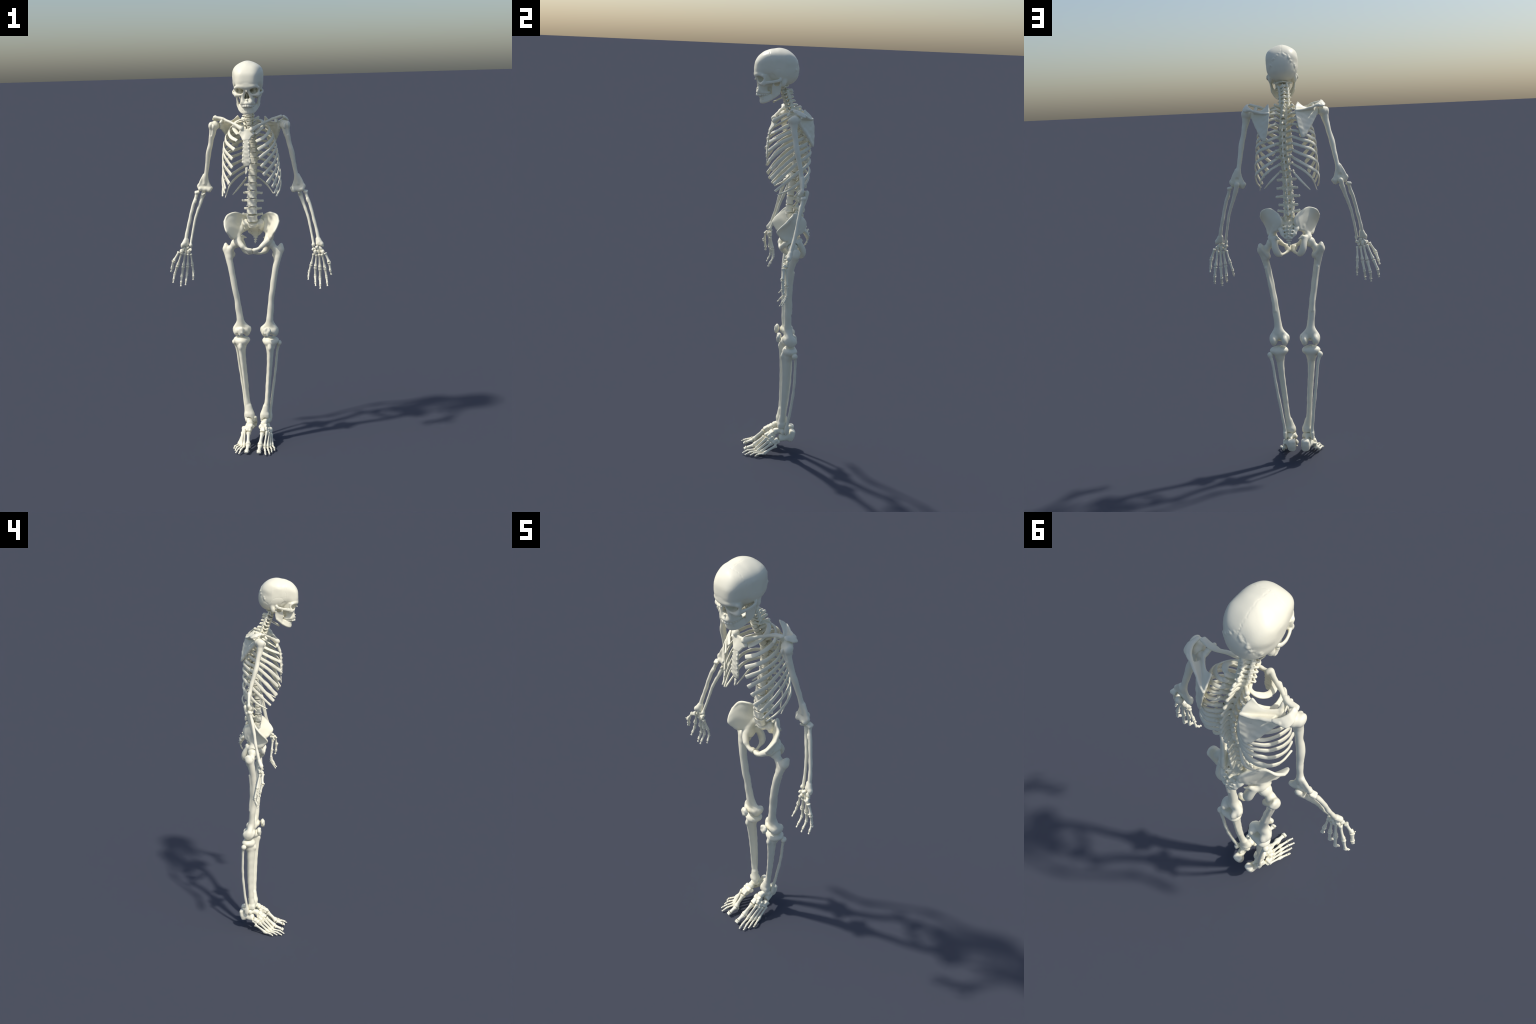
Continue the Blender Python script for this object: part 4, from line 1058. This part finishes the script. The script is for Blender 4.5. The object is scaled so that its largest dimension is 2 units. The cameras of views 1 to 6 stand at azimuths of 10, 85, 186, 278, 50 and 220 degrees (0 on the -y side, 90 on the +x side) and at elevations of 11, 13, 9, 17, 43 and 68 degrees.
    c.egg((0.0825, 0.0375, 0.5300), (0.0095, 0.0065, 0.0150), k=0.008)
    c.tube([(0.074, 0.074, 0.574, 0.0035), (0.074, 0.076, 0.581, 0.0022)], k=0.004)
    c.tube([(0.089, 0.074, 0.574, 0.0035), (0.089, 0.076, 0.581, 0.0022)], k=0.004)
    c.egg((0.1030, 0.080, 0.5770), (0.0180, 0.0210, 0.0040), k=0.004, cut=True)
    c.egg((0.0590, 0.078, 0.5770), (0.0175, 0.0220, 0.0040), k=0.004, cut=True)
    c.block((0.0480, 0.0535, 0.1480), (0.0200, 0.0180, 0.0130), rotation((0, 0, 1), 8), 0.008, k=0.014)
    c.tube([(0.0440, 0.0520, 0.1950, 0.0080), (0.0360, 0.0490, 0.1680, 0.0100), (0.0285, 0.0450, 0.1460, 0.0090), (0.0265, 0.0420, 0.1330, 0.0070)], k=0.014)
    c.tube([(0.0460, 0.0280, 0.1270, 0.0118), (0.0500, 0.0520, 0.1310, 0.0105), (0.0530, 0.0780, 0.1270, 0.0118)], k=0.004, cut=True)
    v, f = c.rough(0.0006, 0.06, 32).mesh()
    bone("tibia", v, f, right=RL)

    c = Clay((0.052, 0.052, 0.086), (0.150, 0.122, 0.562), 0.0018)
    c.tube([(0.1240, 0.0940, 0.5400, 0.0095), (0.1190, 0.0975, 0.5220, 0.0075), (0.1130, 0.1000, 0.5000, 0.0066), (0.1070, 0.1010, 0.4500, 0.0068), (0.1015, 0.1015, 0.4000, 0.0070), (0.0950, 0.1000, 0.3500, 0.0070), (0.0880, 0.0965, 0.3000, 0.0070), (0.0815, 0.0920, 0.2500, 0.0068),
            (0.0755, 0.0860, 0.2000, 0.0068), (0.0715, 0.0800, 0.1600, 0.0080), (0.0700, 0.0765, 0.1380, 0.0098), (0.0695, 0.0760, 0.1200, 0.0088), (0.0700, 0.0770, 0.1070, 0.0055)], k=0)
    c.egg((0.1245, 0.0930, 0.5400), (0.0125, 0.0140, 0.0135), k=0.008)
    c.tube([(0.0705, 0.0860, 0.1400, 0.0065), (0.0705, 0.0850, 0.1130, 0.0055)], k=0.006)
    v, f = c.rough(0.0006, 0.05, 33).mesh()
    bone("fibula", v, f, right=RL)


# ============================================================================= FOOT
TOES = {
    1: [(0.041, -0.0250, 0.0770), (0.0355, -0.0805, 0.0285), (0.0360, -0.1165, 0.0160), (0.0375, -0.1310, 0.0100)],
    2: [(0.0640, -0.0155, 0.0850), (0.0580, -0.0740, 0.0175), (0.0675, -0.1105, 0.0185), (0.0710, -0.1280, 0.0110), (0.0750, -0.1400, 0.0055)],
    3: [(0.0740, -0.0060, 0.0730), (0.0730, -0.0655, 0.0145), (0.0825, -0.0975, 0.0155), (0.0895, -0.1155, 0.0095), (0.0935, -0.1290, 0.0045)],
    4: [(0.0800, 0.0080, 0.0640), (0.0830, -0.0500, 0.0130), (0.0960, -0.0800, 0.0165), (0.0990, -0.0915, 0.0110), (0.1005, -0.1035, 0.0055)],
    5: [(0.0810, 0.0310, 0.0505), (0.0950, -0.0355, 0.0120), (0.1085, -0.0635, 0.0150), (0.1110, -0.0715, 0.0110), (0.1115, -0.0795, 0.0050)],
}


def build_feet():
    RF = mirror(0.0042, 0.0)
    RM = Matrix([list(r) for r in RF])
    mt, ph, tip, big = shaft_mesh("metatarsal", METACARPAL), shaft_mesh("toe_phalanx", PHALANX), shaft_mesh("toetip_phalanx", TIP), shaft_mesh("toetip_phalanx", BIGTIP)
    for t, J in TOES.items():
        J = [V(*p) for p in J]
        w = [0, 0.0138, 0.0078, 0.0076, 0.0074, 0.0076][t]
        for k in range(len(J) - 1):
            a, b = J[k], J[k + 1]
            u = (b - a) / np.linalg.norm(b - a)
            last = k == len(J) - 2
            a2, b2 = a + u * 0.0006, b - u * (0.0006 if not last else 0)
            up = (0.05, 0.35, 1)
            if k == 0:
                o = strut("metatarsal", mt, a2, b2, w * (0.98 if t == 1 else 1.05), up, depth=w * (1.10 if t == 1 else 1.35))
            elif not last:
                o = strut("toe_phalanx", ph, a2, b2, w * (0.90 if t == 1 else (0.92 if k == 1 else 0.80)), up)
            else:
                o = strut("toetip_phalanx", big if t == 1 else tip, a2, b2, w * (0.86 if t == 1 else 0.72), up)
            place(o.name.split(".")[0], o.data, RM @ o.matrix_basis)
        if t == 1:
            for dx in (0.0065, -0.0060):
                st = pebble("sesamoid_bone", 90, 12)
                M = Matrix.Translation(J[1] + V(dx, 0.010, -0.0140)) @ Matrix.Diagonal((0.0045, 0.0060, 0.0040, 1))
                place("sesamoid_bone", st, M)
                place("sesamoid_bone", st, RM @ M)
    # spur at the outer edge of the fifth metatarsal
    c = Clay((0.064, 0.012, 0.030), (0.100, 0.056, 0.070), 0.0012)
    # heel bone
    c = Clay((0.010, 0.025, 0.035), (0.085, 0.142, 0.135), 0.0014)
    c.tube([(0.0385, 0.1050, 0.0870, 0.0190), (0.0420, 0.0880, 0.0850, 0.0190), (0.0510, 0.0660, 0.0810, 0.0175), (0.0590, 0.0480, 0.0790, 0.0155)], k=0)
    c.block((0.0375, 0.1060, 0.0880), (0.0190, 0.0150, 0.0300), rotation((1, 0, 0), -16), 0.0105, k=0.010)
    c.egg((0.0370, 0.0990, 0.0690), (0.0160, 0.0150, 0.0130), k=0.008)
    c.egg((0.0480, 0.0730, 0.1020), (0.0140, 0.0145, 0.0090), rotation((1, 0, 0), 24), k=0.008)
    c.egg((0.0520, 0.0560, 0.0950), (0.0140, 0.0150, 0.0110), k=0.008)
    c.tube([(0.0420, 0.0620, 0.0960, 0.0070), (0.0300, 0.0560, 0.0990, 0.0055)], k=0.008)
    c.block((0.0640, 0.0280, 0.0770), (0.030, 0.0120, 0.030), rotation((0, 0, 1), 18), 0.004, k=0.004, cut=True)
    c.egg((0.0200, 0.0780, 0.0800), (0.0120, 0.0260, 0.0120), k=0.008, cut=True)
    v, f = c.rough(0.0006, 0.03, 40).mesh()
    bone("heel_bone", v, f, right=RF)
    # ankle bone
    c = Clay((0.014, 0.005, 0.086), (0.080, 0.105, 0.150), 0.0014)
    c.tube([(0.0320, 0.0540, 0.1190, 0.0125), (0.0480, 0.0580, 0.1210, 0.0145), (0.0620, 0.0620, 0.1190, 0.0125)], k=0)
    c.egg((0.0490, 0.0560, 0.1230), (0.0160, 0.0210, 0.0150), k=0.006)
    c.tube([(0.0470, 0.0450, 0.1180, 0.0135), (0.0440, 0.0320, 0.1140, 0.0135), (0.0425, 0.0250, 0.1110, 0.0145)], k=0.008)
    c.egg((0.0430, 0.0250, 0.1110), (0.0165, 0.0110, 0.0150), k=0.006)
    c.tube([(0.0440, 0.0740, 0.1130, 0.0085), (0.0415, 0.0860, 0.1100, 0.0070)], k=0.008)
    c.tube([(0.0600, 0.0600, 0.1150, 0.0085), (0.0660, 0.0610, 0.1080, 0.0060)], k=0.008)
    v, f = c.rough(0.0006, 0.03, 41).mesh()
    bone("ankle_bone", v, f, right=RF)
    # midfoot blocks: centre, half sizes, turn about z and tip about x
    tip_x = -38
    for name, p, hs, rz in (("navicular_bone", (0.0405, 0.0095, 0.0985), (0.0190, 0.0100, 0.0150), 6), ("cuneiform_bone", (0.0405, -0.0115, 0.0865), (0.0125, 0.0135, 0.0165), 4),
                            ("cuneiform_bone", (0.0575, -0.0050, 0.0915), (0.0088, 0.0112, 0.0110), 2), ("cuneiform_bone", (0.0685, 0.0050, 0.0815), (0.0080, 0.0140, 0.0115), -4),
                            ("cuboid_bone", (0.0735, 0.0255, 0.0705), (0.0122, 0.0175, 0.0140), -10)):
        c = Clay(V(*p) - 0.034, V(*p) + 0.034, 0.0013)
        rot = rotation((0, 0, 1), rz) @ rotation((1, 0, 0), -tip_x)
        c.block(p, hs, rot, 0.0055, k=0)
        if name == "navicular_bone":
            c.egg((0.0225, 0.0140, 0.0955), (0.0065, 0.0075, 0.0090), k=0.008)
            c.egg((0.0430, 0.0300, 0.1120), (0.0150, 0.0130, 0.0140), k=0.003, cut=True)
        c.rough(0.0010, 0.022, int(p[0] * 1e4))
        v, f = c.mesh(relax=2)
        bone(name, v, f, right=RF)


build_skull()
build_spine()
build_ribs()
build_shoulder()
build_arm()
build_hands()
build_pelvis()
build_leg()
build_feet()
